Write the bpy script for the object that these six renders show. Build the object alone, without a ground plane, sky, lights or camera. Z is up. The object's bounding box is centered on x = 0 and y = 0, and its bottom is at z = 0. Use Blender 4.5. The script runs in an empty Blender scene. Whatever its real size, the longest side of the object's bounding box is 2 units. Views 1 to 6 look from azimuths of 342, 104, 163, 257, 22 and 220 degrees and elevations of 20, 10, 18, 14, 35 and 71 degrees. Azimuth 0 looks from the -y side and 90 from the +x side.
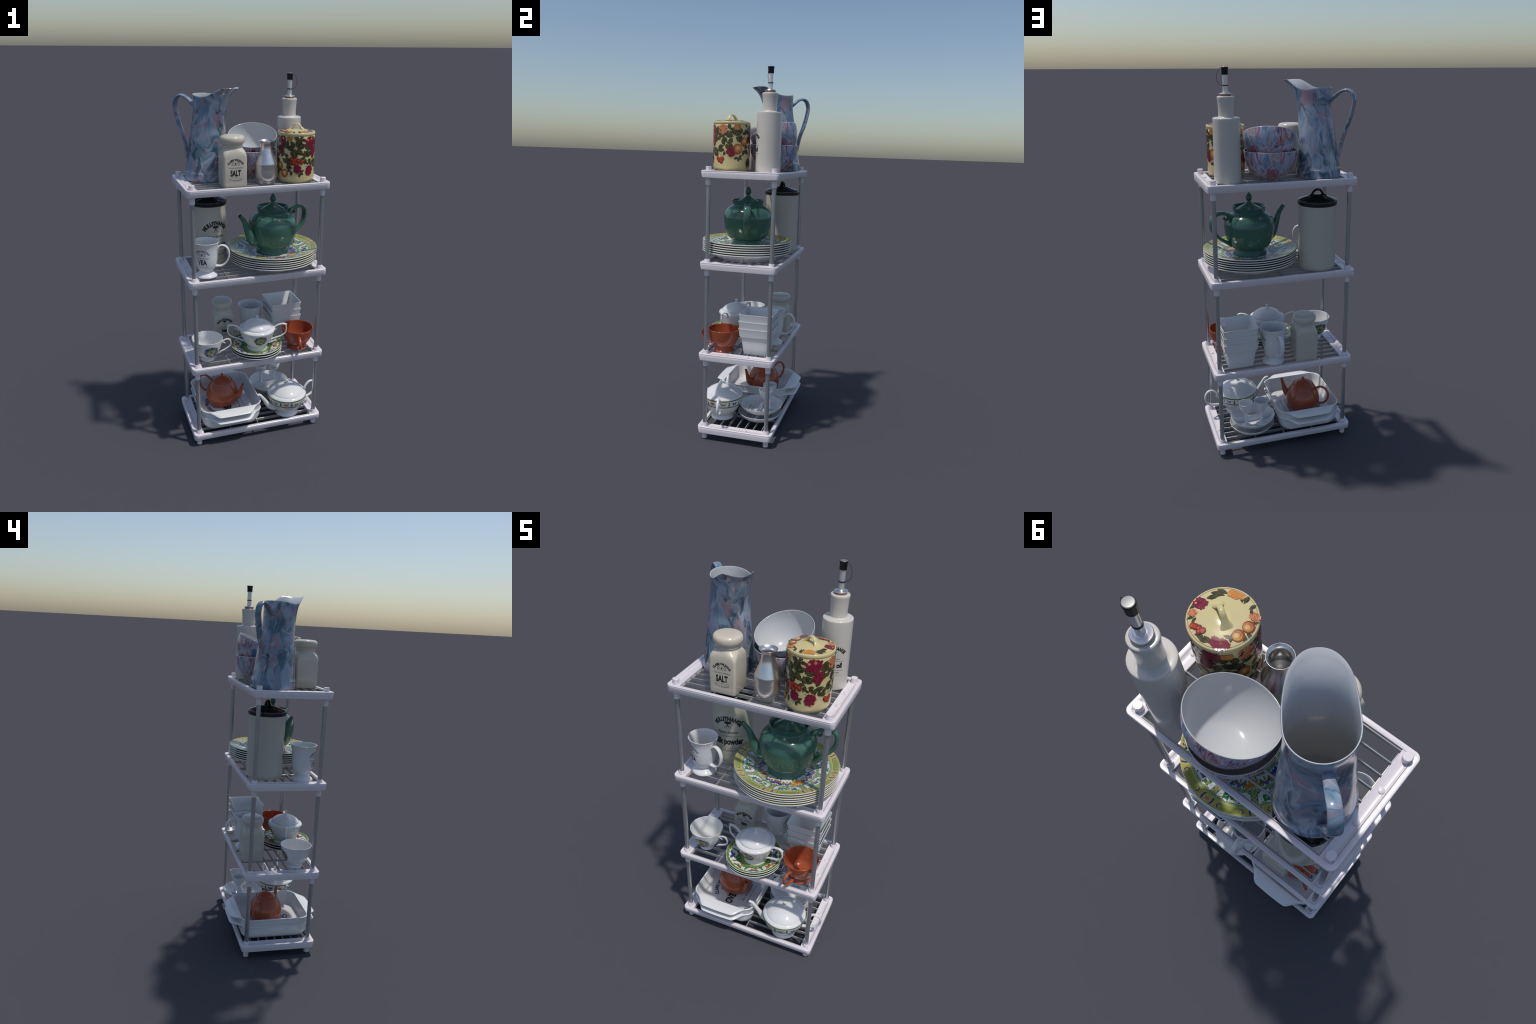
"""A four-tier slatted rack carrying enamelled jugs, jars, teapots, cups, plates and dishes."""
import bpy, math, random
import numpy as np
from mathutils import Vector

RNG = random.Random(7)
TAU = 2 * math.pi
COL = bpy.context.scene.collection

# ------------------------------------------------------------------ node helper
class Graph:
    def __init__(self, name):
        self.mat = bpy.data.materials.new(name)
        self.mat.use_nodes = True
        self.t = self.mat.node_tree
        self.t.nodes.clear()
        self.out = self.t.nodes.new("ShaderNodeOutputMaterial")
        self.p = self.t.nodes.new("ShaderNodeBsdfPrincipled")
        self.t.links.new(self.p.outputs[0], self.out.inputs[0])

    def put(self, sock, v):
        if isinstance(v, bpy.types.NodeSocket):
            self.t.links.new(v, sock)
        elif isinstance(v, (tuple, list)) and len(v) == 3 and sock.type == "RGBA":
            sock.default_value = (*v, 1)
        else:
            sock.default_value = v

    def set(self, **kw):
        for k, v in kw.items():
            self.put(self.p.inputs[k.replace("_", " ")], v)
        return self

    def m(self, op, *a, clamp=False):
        n = self.t.nodes.new("ShaderNodeMath")
        n.operation, n.use_clamp = op, clamp
        for i, v in enumerate(a):
            self.put(n.inputs[i], v)
        return n.outputs[0]

    def v(self, op, *a):
        n = self.t.nodes.new("ShaderNodeVectorMath")
        n.operation = op
        for i, x in enumerate(a):
            self.put(n.inputs[i], x)
        return n.outputs[1] if op == "LENGTH" else n.outputs[0]

    def coord(self):
        return self.t.nodes.new("ShaderNodeTexCoord").outputs["Object"]

    def sep(self, v):
        n = self.t.nodes.new("ShaderNodeSeparateXYZ")
        self.put(n.inputs[0], v)
        return n.outputs

    def comb(self, x=0.0, y=0.0, z=0.0):
        n = self.t.nodes.new("ShaderNodeCombineXYZ")
        for i, a in enumerate((x, y, z)):
            self.put(n.inputs[i], a)
        return n.outputs[0]

    def mix(self, f, a, b):
        n = self.t.nodes.new("ShaderNodeMix")
        n.data_type = "RGBA"
        self.put(n.inputs[0], f)
        self.put(n.inputs[6], a)
        self.put(n.inputs[7], b)
        return n.outputs[2]

    def ramp(self, f, stops, mode="LINEAR"):
        n = self.t.nodes.new("ShaderNodeValToRGB")
        n.color_ramp.interpolation = mode
        e = n.color_ramp.elements
        while len(e) < len(stops):
            e.new(0.5)
        for i, (p, c) in enumerate(stops):
            e[i].position = p
            e[i].color = (*c, 1) if len(c) == 3 else c
        self.put(n.inputs[0], f)
        return n.outputs[0]

    def noise(self, vec, scale=5, detail=3, rough=0.5, dist=0.0):
        n = self.t.nodes.new("ShaderNodeTexNoise")
        for k, x in (("Vector", vec), ("Scale", scale), ("Detail", detail), ("Roughness", rough), ("Distortion", dist)):
            self.put(n.inputs[k], x)
        return n.outputs

    def voronoi(self, vec, scale=5, rand=1.0, dims="2D"):
        n = self.t.nodes.new("ShaderNodeTexVoronoi")
        n.voronoi_dimensions = dims
        for k, x in (("Vector", vec), ("Scale", scale), ("Randomness", rand)):
            self.put(n.inputs[k], x)
        return n.outputs

    def band(self, x, lo, hi):
        """1 where lo < x < hi"""
        return self.m("MULTIPLY", self.m("GREATER_THAN", x, lo), self.m("LESS_THAN", x, hi))


def plain(name, col, rough=0.3, metal=0.0, grain=0.0, gscale=60, **kw):
    g = Graph(name)
    c = col
    if grain:
        n = g.noise(g.coord(), gscale, 3)[0]
        c = g.mix(n, tuple(x * (1 - grain) for x in col), tuple(min(1, x * (1 + grain)) for x in col))
    g.set(Base_Color=c, Roughness=rough, Metallic=metal, **kw)
    return g.mat


def marble(name, stops, clouds, lines, stretch=(1, 1, 0.45), scale=9, tilt=0.0):
    """Swirled slip decoration: domain-warped noise cut into colour veils, soft clouds and thin streaks.
    clouds: (colour, from, to, seed) soft patches; lines: (colour, half width, seed, scale) streaks along noise contours."""
    g = Graph(name)
    s = g.sep(g.coord())
    z = g.m("ADD", s[2], g.m("MULTIPLY", s[0], tilt))
    p = g.v("MULTIPLY", g.comb(s[0], s[1], z), stretch)
    for f, amp in ((0.7, 0.17), (2.0, 0.075), (5.0, 0.018)):
        w = g.v("SUBTRACT", g.noise(p, scale * f, 1)[1], (0.5, 0.5, 0.5))
        p = g.v("ADD", p, g.v("MULTIPLY", w, (amp, amp, amp)))
    col = g.ramp(g.noise(p, scale * 1.3, 3, 0.5)[0], stops)
    for c, lo, hi, seed in clouds:
        n = g.noise(g.v("ADD", p, (seed, seed * 1.7, -seed)), scale * 1.1, 3, 0.5)[0]
        col = g.mix(g.ramp(n, [(lo, (0, 0, 0)), (hi, (1, 1, 1))]), col, c)
    for c, w, seed, f in lines:
        n = g.noise(g.v("ADD", p, (seed, -seed, seed * 0.6)), scale * f, 2, 0.5)[0]
        d = g.m("ABSOLUTE", g.m("SUBTRACT", n, 0.5))
        keep = g.ramp(g.noise(g.v("ADD", p, (-seed, seed, seed)), scale * 1.4, 1)[0], [(0.40, (0, 0, 0)), (0.60, (1, 1, 1))])
        col = g.mix(g.m("MULTIPLY", keep, g.ramp(d, [(0.0, (1, 1, 1)), (w, (0, 0, 0))])), col, c)
    g.set(Base_Color=col, Roughness=0.14)
    return g.mat


# ------------------------------------------------------------------ palette
WHITE_PLASTIC = plain("white_plastic", (0.78, 0.725, 0.755), 0.28, grain=0.03, gscale=25)
STEEL = plain("brushed_steel", (0.50, 0.51, 0.52), 0.3, 0.75)
SLAT_STEEL = plain("slat_steel", (0.46, 0.46, 0.45), 0.32, 0.45)
CHROME = plain("polished_metal", (0.74, 0.73, 0.72), 0.28, 0.92)
TUBE = plain("satin_pourer_metal", (0.74, 0.74, 0.73), 0.3, 0.55)
CAPTOP = plain("cap_top", (0.22, 0.22, 0.22), 0.35, 0.3)
PORCELAIN = plain("white_porcelain", (0.75, 0.75, 0.745), 0.1)
ENAMEL_WHITE = plain("white_enamel", (0.55, 0.56, 0.57), 0.15)
CREAM = plain("cream_glaze", (0.63, 0.57, 0.465), 0.14, grain=0.02)
IVORY = plain("ivory_glaze", (0.555, 0.53, 0.445), 0.16)
OILWHITE = plain("bottle_glaze", (0.63, 0.59, 0.53), 0.14)
YELLOW = plain("butter_yellow_glaze", (0.62, 0.53, 0.26), 0.14)
GREEN = plain("green_glaze", (0.058, 0.148, 0.112), 0.14)
TERRACOTTA = plain("orange_glaze", (0.37, 0.085, 0.038), 0.12)
BLACK = plain("black_glaze", (0.012, 0.012, 0.014), 0.12)
RUBBER = plain("black_rubber", (0.006, 0.006, 0.006), 0.45)
CORK = plain("cork", (0.42, 0.19, 0.07), 0.8, grain=0.3, gscale=250)
INK = plain("black_print", (0.018, 0.018, 0.018), 0.3)
INK_FINE = plain("grey_print", (0.12, 0.115, 0.105), 0.3)
def print_mat(name, a, b, scale=90):
    g = Graph(name)
    n = g.noise(g.coord(), scale, 3)[0]
    g.set(Base_Color=g.ramp(n, [(0.35, a), (0.65, b)]), Roughness=0.16)
    return g.mat
LEAF_P = print_mat("leaf_print", (0.022, 0.029, 0.013), (0.082, 0.070, 0.024))
VEIN_P = print_mat("leaf_vein_print", (0.10, 0.085, 0.03), (0.15, 0.12, 0.05))
BERRY_P = print_mat("raspberry_print", (0.15, 0.008, 0.022), (0.29, 0.022, 0.055), 160)
BERRY_Y = print_mat("pale_berry_print", (0.55, 0.16, 0.08), (0.75, 0.34, 0.12), 160)
BERRY_D = print_mat("dark_berry_print", (0.13, 0.005, 0.015), (0.18, 0.008, 0.02), 160)
CHERRY_P = print_mat("cherry_print", (0.22, 0.012, 0.008), (0.42, 0.07, 0.02), 60)
PEACH_P = print_mat("peach_print", (0.40, 0.12, 0.03), (0.62, 0.30, 0.08), 45)
PEACH_L = print_mat("peach_light_print", (0.66, 0.36, 0.12), (0.75, 0.50, 0.22), 45)
PEACH_D = print_mat("peach_dark_print", (0.20, 0.035, 0.015), (0.34, 0.08, 0.02), 45)
P_PURPLE = print_mat("purple_print", (0.10, 0.07, 0.22), (0.20, 0.14, 0.34))
P_BLUE = print_mat("blue_print", (0.025, 0.045, 0.20), (0.05, 0.10, 0.32))
P_GREEN = print_mat("green_print", (0.03, 0.17, 0.06), (0.07, 0.26, 0.09))
P_ORANGE = print_mat("orange_print", (0.55, 0.17, 0.03), (0.62, 0.26, 0.05))
P_OLIVE = print_mat("olive_print", (0.10, 0.16, 0.035), (0.18, 0.22, 0.06))
P_LIME = print_mat("lime_print", (0.28, 0.36, 0.10), (0.42, 0.44, 0.16))
P_NAVY = print_mat("navy_print", (0.02, 0.03, 0.12), (0.03, 0.05, 0.16))
P_RED = print_mat("red_print", (0.5, 0.05, 0.03), (0.55, 0.1, 0.05))

PITCHER_MAT = marble("marbled_pitcher_glaze",
    [(0.30, (0.08, 0.16, 0.23)), (0.42, (0.16, 0.25, 0.34)), (0.50, (0.25, 0.33, 0.43)), (0.58, (0.35, 0.40, 0.50)), (0.66, (0.22, 0.30, 0.40)), (0.76, (0.12, 0.21, 0.29))],
    [((0.40, 0.26, 0.30), 0.52, 0.66, 3.1), ((0.045, 0.105, 0.14), 0.555, 0.635, 7.7), ((0.05, 0.12, 0.16), 0.57, 0.63, 12.3)],
    [((0.06, 0.13, 0.18), 0.045, 5.3, 1.0), ((0.42, 0.46, 0.54), 0.040, 9.1, 1.1), ((0.42, 0.25, 0.28), 0.035, 1.4, 1.2)], (1, 1, 0.6), 9)
BOWL_MAT = marble("marbled_bowl_glaze",
    [(0.28, (0.16, 0.25, 0.36)), (0.38, (0.33, 0.39, 0.51)), (0.48, (0.50, 0.51, 0.61)), (0.58, (0.46, 0.36, 0.38)), (0.68, (0.40, 0.45, 0.57)), (0.78, (0.20, 0.29, 0.40))],
    [((0.37, 0.06, 0.10), 0.545, 0.62, 3.1), ((0.42, 0.24, 0.21), 0.57, 0.66, 6.4), ((0.10, 0.20, 0.31), 0.61, 0.67, 8.8)],
    [((0.38, 0.05, 0.09), 0.060, 5.3, 1.3), ((0.03, 0.06, 0.13), 0.016, 9.1, 1.5)], (1.6, 1.6, 0.8), 10, 0.6)


def plate_material():
    """Dinner plate: eightfold border of medallions and lattice, panels of scattered motifs, green ring."""
    g = Graph("famille_rose_plate_pattern")
    s = g.sep(g.coord())
    r = g.v("LENGTH", g.comb(s[0], s[1], 0.0))
    az = g.m("ARCTAN2", s[0], g.m("MULTIPLY", s[1], -1.0))
    k = g.m("MULTIPLY", az, 8 / TAU)
    a = g.m("ABSOLUTE", g.m("SUBTRACT", g.m("FRACT", g.m("ADD", k, 0.5)), 0.5))   # 0 at medallion, .5 between
    arc = g.m("MULTIPLY", g.m("MULTIPLY", a, TAU / 8), r)                         # metres from medallion line
    white, gold, olive = (0.72, 0.73, 0.74), (0.52, 0.44, 0.13), (0.30, 0.27, 0.06)
    lime, green, navy, orange = (0.24, 0.40, 0.19), (0.035, 0.20, 0.075), (0.02, 0.05, 0.22), (0.60, 0.18, 0.04)
    # scattered motifs, mirrored inside every sector
    cell = g.comb(g.m("MULTIPLY", a, 9.0), g.m("MULTIPLY", r, 62.0), 0.0)
    vo = g.voronoi(cell, 1.0, 0.9)
    tint = g.ramp(g.sep(vo["Color"])[0], [(0, green), (0.24, (0.14, 0.10, 0.30)), (0.38, orange), (0.50, (0.42, 0.42, 0.10)), (0.60, lime), (0.68, (0.05, 0.12, 0.2)), (0.74, white)], "CONSTANT")
    col = g.mix(g.m("LESS_THAN", vo["Distance"], g.m("MULTIPLY", 0.36, g.m("ADD", 0.55, g.sep(vo["Color"])[1]))), white, tint)
    fine = g.voronoi(g.comb(g.m("MULTIPLY", a, 26.0), g.m("MULTIPLY", r, 170.0), 0.0), 1.0, 1.0)
    col = g.mix(g.m("MULTIPLY", g.m("LESS_THAN", fine["Distance"], 0.24), g.m("LESS_THAN", g.sep(fine["Color"])[0], 0.16)), col, (0.10, 0.12, 0.07))
    # spokes with orange buttons
    inpanel = g.band(r, 0.152, 0.203)
    spoke = g.m("MULTIPLY", inpanel, g.m("LESS_THAN", arc, 0.0115))
    col = g.mix(spoke, col, lime)
    col = g.mix(g.m("MULTIPLY", inpanel, g.band(arc, 0.0105, 0.0125)), col, (0.20, 0.15, 0.03))
    wob = g.m("SUBTRACT", g.m("FRACT", g.m("MULTIPLY", r, 55.0)), 0.5)
    dot = g.m("SQRT", g.m("ADD", g.m("POWER", arc, 2.0), g.m("POWER", g.m("MULTIPLY", wob, 1 / 55), 2.0)))
    col = g.mix(g.m("MULTIPLY", spoke, g.m("LESS_THAN", dot, 0.0048)), col, orange)
    col = g.mix(g.m("MULTIPLY", spoke, g.m("MULTIPLY", g.band(arc, 0.007, 0.0105), g.m("GREATER_THAN", g.m("ABSOLUTE", wob), 0.33))), col, navy)
    # scalloped green rings
    sc = g.m("MULTIPLY", g.m("ABSOLUTE", g.m("SINE", g.m("MULTIPLY", az, 24.0))), 0.004)
    rs = g.m("ADD", r, sc)
    col = g.mix(g.band(rs, 0.1395, 0.1545), col, (0.34, 0.27, 0.06))
    col = g.mix(g.band(rs, 0.1415, 0.1525), col, lime)
    knot = g.m("MULTIPLY", g.band(rs, 0.1455, 0.1495), g.m("GREATER_THAN", g.m("SINE", g.m("MULTIPLY", az, 48.0)), 0.6))
    col = g.mix(knot, col, navy)
    boss = g.m("MULTIPLY", g.band(r, 0.142, 0.163), g.m("GREATER_THAN", a, 0.445))
    wavy = g.m("GREATER_THAN", g.m("SINE", g.m("MULTIPLY", g.noise(g.coord(), 60, 1)[0], 40.0)), 0.0)
    col = g.mix(boss, col, g.mix(wavy, green, lime))
    col = g.mix(g.m("GREATER_THAN", rs, 0.2025), col, (0.30, 0.24, 0.05))
    col = g.mix(g.m("GREATER_THAN", rs, 0.2045), col, lime)
    # border
    border = g.m("GREATER_THAN", r, 0.2095)
    col = g.mix(border, col, gold)
    lx = g.m("MULTIPLY", arc, 300.0)
    ly = g.m("MULTIPLY", r, 300.0)
    d1 = g.m("ABSOLUTE", g.m("SUBTRACT", g.m("FRACT", g.m("ADD", lx, ly)), 0.5))
    d2 = g.m("ABSOLUTE", g.m("SUBTRACT", g.m("FRACT", g.m("SUBTRACT", lx, ly)), 0.5))
    lattice = g.m("LESS_THAN", g.m("MINIMUM", d1, d2), 0.14)
    lat_zone = g.m("MULTIPLY", g.band(r, 0.214, 0.2385), g.m("GREATER_THAN", a, 0.30))
    col = g.mix(lat_zone, col, g.mix(lattice, (0.46, 0.40, 0.10), (0.06, 0.22, 0.07)))
    key = g.m("MULTIPLY", g.band(r, 0.215, 0.238), g.m("MULTIPLY", g.band(a, 0.17, 0.27), g.m("LESS_THAN", g.m("MINIMUM", d1, d2), 0.1)))
    col = g.mix(key, col, (0.30, 0.30, 0.05))
    ct = g.m("SUBTRACT", r, 0.2265)
    med = g.m("SQRT", g.m("ADD", g.m("POWER", arc, 2.0), g.m("POWER", ct, 2.0)))
    col = g.mix(g.m("LESS_THAN", med, 0.0115), col, (0.62, 0.43, 0.16))
    petals = g.m("MULTIPLY", g.band(med, 0.0035, 0.0085), g.m("GREATER_THAN", g.m("SINE", g.m("MULTIPLY", g.m("ARCTAN2", ct, arc), 8.0)), 0.4))
    col = g.mix(petals, col, (0.05, 0.10, 0.22))
    col = g.mix(g.m("LESS_THAN", med, 0.0033), col, orange)
    bars = g.m("MULTIPLY", g.band(r, 0.2125, 0.240), g.band(g.m("ADD", arc, g.m("MULTIPLY", g.m("POWER", ct, 2.0), 20.0)), 0.0175, 0.0235))
    col = g.mix(bars, col, navy)
    cres = g.m("SQRT", g.m("ADD", g.m("POWER", g.m("SUBTRACT", arc, 0.0500), 2.0), g.m("POWER", ct, 2.0)))
    col = g.mix(g.m("MULTIPLY", g.band(cres, 0.0062, 0.0095), g.m("LESS_THAN", arc, 0.0515)), col, navy)
    col = g.mix(g.m("GREATER_THAN", r, 0.2405), col, olive)
    col = g.mix(g.m("GREATER_THAN", r, 0.2435), col, white)
    g.set(Base_Color=col, Roughness=0.12)
    return g.mat


def saucer_material():
    g = Graph("butterfly_saucer_pattern")
    s = g.sep(g.coord())
    r = g.v("LENGTH", g.comb(s[0], s[1], 0.0))
    az = g.m("ARCTAN2", s[0], g.m("MULTIPLY", s[1], -1.0))
    white, green, gold = (0.76, 0.74, 0.68), (0.08, 0.24, 0.055), (0.30, 0.24, 0.05)
    sc = g.m("MULTIPLY", g.m("ABSOLUTE", g.m("SINE", g.m("MULTIPLY", az, 16.0))), 0.004)
    rs = g.m("ADD", r, sc)
    col = g.mix(g.m("GREATER_THAN", rs, 0.1295), white, gold)
    n = g.noise(g.coord(), 130, 2)[0]
    leafy = g.ramp(n, [(0.40, (0.05, 0.16, 0.045)), (0.55, (0.14, 0.30, 0.06)), (0.66, (0.34, 0.27, 0.06))])
    col = g.mix(g.m("GREATER_THAN", rs, 0.1310), col, leafy)
    inner = g.m("ADD", r, g.m("MULTIPLY", g.m("SINE", g.m("MULTIPLY", az, 8.0)), 0.005))
    col = g.mix(g.m("LESS_THAN", inner, 0.090), col, gold)
    col = g.mix(g.m("LESS_THAN", inner, 0.0885), col, leafy)
    bead = g.m("MULTIPLY", g.band(r, 0.0735, 0.0785), g.m("GREATER_THAN", g.m("SINE", g.m("MULTIPLY", az, 24.0)), 0.35))
    col = g.mix(bead, col, (0.025, 0.04, 0.17))
    col = g.mix(g.m("LESS_THAN", r, 0.066), col, (0.28, 0.32, 0.06))
    col = g.mix(g.m("GREATER_THAN", r, 0.1415), col, white)
    g.set(Base_Color=col, Roughness=0.14)
    return g.mat


PLATE_MAT, SAUCER_MAT = plate_material(), saucer_material()

# ------------------------------------------------------------------ geometry helpers
def crom(pts, per=6):
    """Smooth curve through points; a point given twice in a row stays a hard corner."""
    runs, cur = [], [tuple(pts[0])]
    for p in pts[1:]:
        p = tuple(p)
        if p == cur[-1]:
            runs.append(cur)
            cur = [p]
        else:
            cur.append(p)
    runs.append(cur)
    out = []
    for run in runs:
        a = np.array(run, float)
        if len(a) < 3:
            seg = [tuple(x) for x in a]
        else:
            e = np.vstack([2 * a[0] - a[1], a, 2 * a[-1] - a[-2]])
            seg = []
            for i in range(1, len(e) - 2):
                p0, p1, p2, p3 = e[i - 1:i + 3]
                # chord-limited tangents keep uneven spacing from overshooting
                d = np.linalg.norm(p2 - p1)
                m1 = (p2 - p0) / max(np.linalg.norm(p2 - p1) + np.linalg.norm(p1 - p0), 1e-9) * d
                m2 = (p3 - p1) / max(np.linalg.norm(p3 - p2) + np.linalg.norm(p2 - p1), 1e-9) * d
                for k in range(per):
                    t = k / per
                    seg.append(tuple((2*t**3-3*t**2+1)*p1 + (t**3-2*t**2+t)*m1 + (-2*t**3+3*t**2)*p2 + (t**3-t**2)*m2))
            seg.append(tuple(a[-1]))
        if out and np.allclose(out[-1], seg[0]):
            seg = seg[1:]
        out += seg
    return out


def mesh(name, verts, faces, mats, idx=None, sharp=38, smooth=True):
    me = bpy.data.meshes.new(name)
    me.from_pydata([tuple(map(float, v)) for v in verts], [], faces)
    for m in (mats if isinstance(mats, (list, tuple)) else [mats]):
        me.materials.append(m)
    if idx is not None:
        me.polygons.foreach_set("material_index", idx)
    if smooth:
        me.polygons.foreach_set("use_smooth", [True] * len(faces))
        me.set_sharp_from_angle(angle=math.radians(sharp))
    me.update()
    return me


def obj(name, me, parent=None, loc=(0, 0, 0), rz=0.0):
    o = bpy.data.objects.new(name, me)
    COL.objects.link(o)
    o.location = loc
    o.rotation_euler = (0, 0, rz)
    if parent:
        o.parent = parent
    return o


def thing(name, loc, label, category, rz=0.0):
    e = bpy.data.objects.new(name, None)
    COL.objects.link(e)
    e.location = loc
    e.rotation_euler = (0, 0, rz)
    e.empty_display_size = 0.02
    e["label"], e["category"] = label, category
    return e


def loft(rings, mats, name, ring_mat=None, closed_ends=(True, True), wrap=False, sharp=38):
    """Skin a list of equal-length closed rings; an end ring may be a single point."""
    verts, faces, idx, starts = [], [], [], []
    for r in rings:
        starts.append((len(verts), len(r)))
        verts += list(r)
    pairs = list(zip(range(len(rings) - 1), range(1, len(rings))))
    if wrap:
        pairs.append((len(rings) - 1, 0))
    for a, b in pairs:
        (sa, na), (sb, nb) = starts[a], starts[b]
        n = max(na, nb)
        mi = ring_mat(a) if ring_mat else 0
        for i in range(n):
            j = (i + 1) % n
            if na == 1:
                f = (sa, sb + j, sb + i)
            elif nb == 1:
                f = (sa + i, sa + j, sb)
            else:
                f = (sa + i, sa + j, sb + j, sb + i)
            faces.append(f)
            idx.append(mi)
    if not wrap:
        for end, (s, n), flip in ((0, starts[0], True), (1, starts[-1], False)):
            if closed_ends[end] and n > 1:
                f = list(range(s, s + n))
                faces.append(f[::-1] if flip else f)
                idx.append(0 if not ring_mat else ring_mat(0 if flip else len(rings) - 2))
    return mesh(name, verts, faces, mats, idx, sharp)


def lathe(name, prof, mats, seg=72, split=None, per=6, smooth=True, sharp=38):
    """Turn a profile of (radius, height). split: hand over to material 1 from this profile point index on."""
    if smooth:
        if split is not None:
            a = crom(prof[:split + 1], per)
            b = crom(prof[split:], per)
            cut = len(a) - 1
            pts = a + b[1:]
        else:
            pts, cut = crom(prof, per), None
    else:
        pts, cut = list(prof), split
    rings = []
    for r, z in pts:
        if r < 1e-5:
            rings.append([(0, 0, z)])
        else:
            rings.append([(r * math.cos(TAU * i / seg), r * math.sin(TAU * i / seg), z) for i in range(seg)])
    return loft(rings, mats, name, (lambda k: 1 if k >= cut else 0) if cut is not None else None, (True, True), False, sharp)


_prof_cache = {}
def radius_at(prof, z):
    p = _prof_cache.setdefault(id(prof), (prof, crom(prof)))[1]
    for (r0, z0), (r1, z1) in zip(p, p[1:]):
        if min(z0, z1) <= z <= max(z0, z1) and abs(z1 - z0) > 1e-7:
            return r0 + (r1 - r0) * (z - z0) / (z1 - z0)
    return p[-1][0]


def sweep(name, path, size, mat, normal=(0, 1, 0), seg=16, power=2.0, per=8, hollow=None):
    """Sweep a superellipse along a plane path. size: (across the plane, in the plane) per point or one pair."""
    n = len(path)
    sz = size if isinstance(size, list) else [size] * n
    data = crom([tuple(p) + tuple(s) for p, s in zip(path, sz)], per)
    P = np.array([d[:3] for d in data])
    W = np.array([d[3:5] for d in data])
    B = np.array(normal, float)
    B /= np.linalg.norm(B)
    T = np.gradient(P, axis=0)
    rings = []
    for p, t, (wa, wb) in zip(P, T, W):
        t = t / max(np.linalg.norm(t), 1e-9)
        b = B - t * (B @ t)
        b /= np.linalg.norm(b)
        nn = np.cross(t, b)
        ring = []
        for i in range(seg):
            c, s = math.cos(TAU * i / seg), math.sin(TAU * i / seg)
            f = lambda x: math.copysign(abs(x) ** (2 / power), x)
            ring.append(p + b * wa * f(c) + nn * wb * f(s))
        rings.append(ring)
    return loft(rings, mat, name)


def rrect(hx, hy, rad, z, per_corner=6, nx=10, ny=10):
    """Rounded rectangle ring, counter-clockwise, with points along its straight sides."""
    rad = max(rad, 0.0008)
    pts = []
    for cx, cy, a0, n, dx, dy in ((hx - rad, hy - rad, 0, nx, -1, 0), (-hx + rad, hy - rad, 90, ny, 0, -1),
                                  (-hx + rad, -hy + rad, 180, nx, 1, 0), (hx - rad, -hy + rad, 270, ny, 0, 1)):
        for i in range(per_corner + 1):
            a = math.radians(a0 + 90 * i / per_corner)
            pts.append((cx + rad * math.cos(a), cy + rad * math.sin(a), z))
        L = 2 * (hx - rad) if dx else 2 * (hy - rad)
        x, y, _ = pts[-1]
        for i in range(1, n):
            pts.append((x + dx * L * i / n, y + dy * L * i / n, z))
    return pts


def box(name, lo, hi, mat, bev=0.001):
    hx, hy = (hi[0] - lo[0]) / 2, (hi[1] - lo[1]) / 2
    cx, cy = (hi[0] + lo[0]) / 2, (hi[1] + lo[1]) / 2
    R = lambda inset, z: [(x + cx, y + cy, z) for x, y, _ in rrect(hx - inset, hy - inset, bev, z, 2, 1, 1)]
    return loft([R(bev, lo[2]), R(0, lo[2] + bev), R(0, hi[2] - bev), R(bev, hi[2])], mat, name)


def rod(name, r, z0, z1, mat, seg=24, bev=0.001):
    return lathe(name, [(0, z0), (r - bev, z0), (r, z0 + bev), (r, z1 - bev), (r - bev, z1), (0, z1)], mat, seg, smooth=False)


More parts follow.
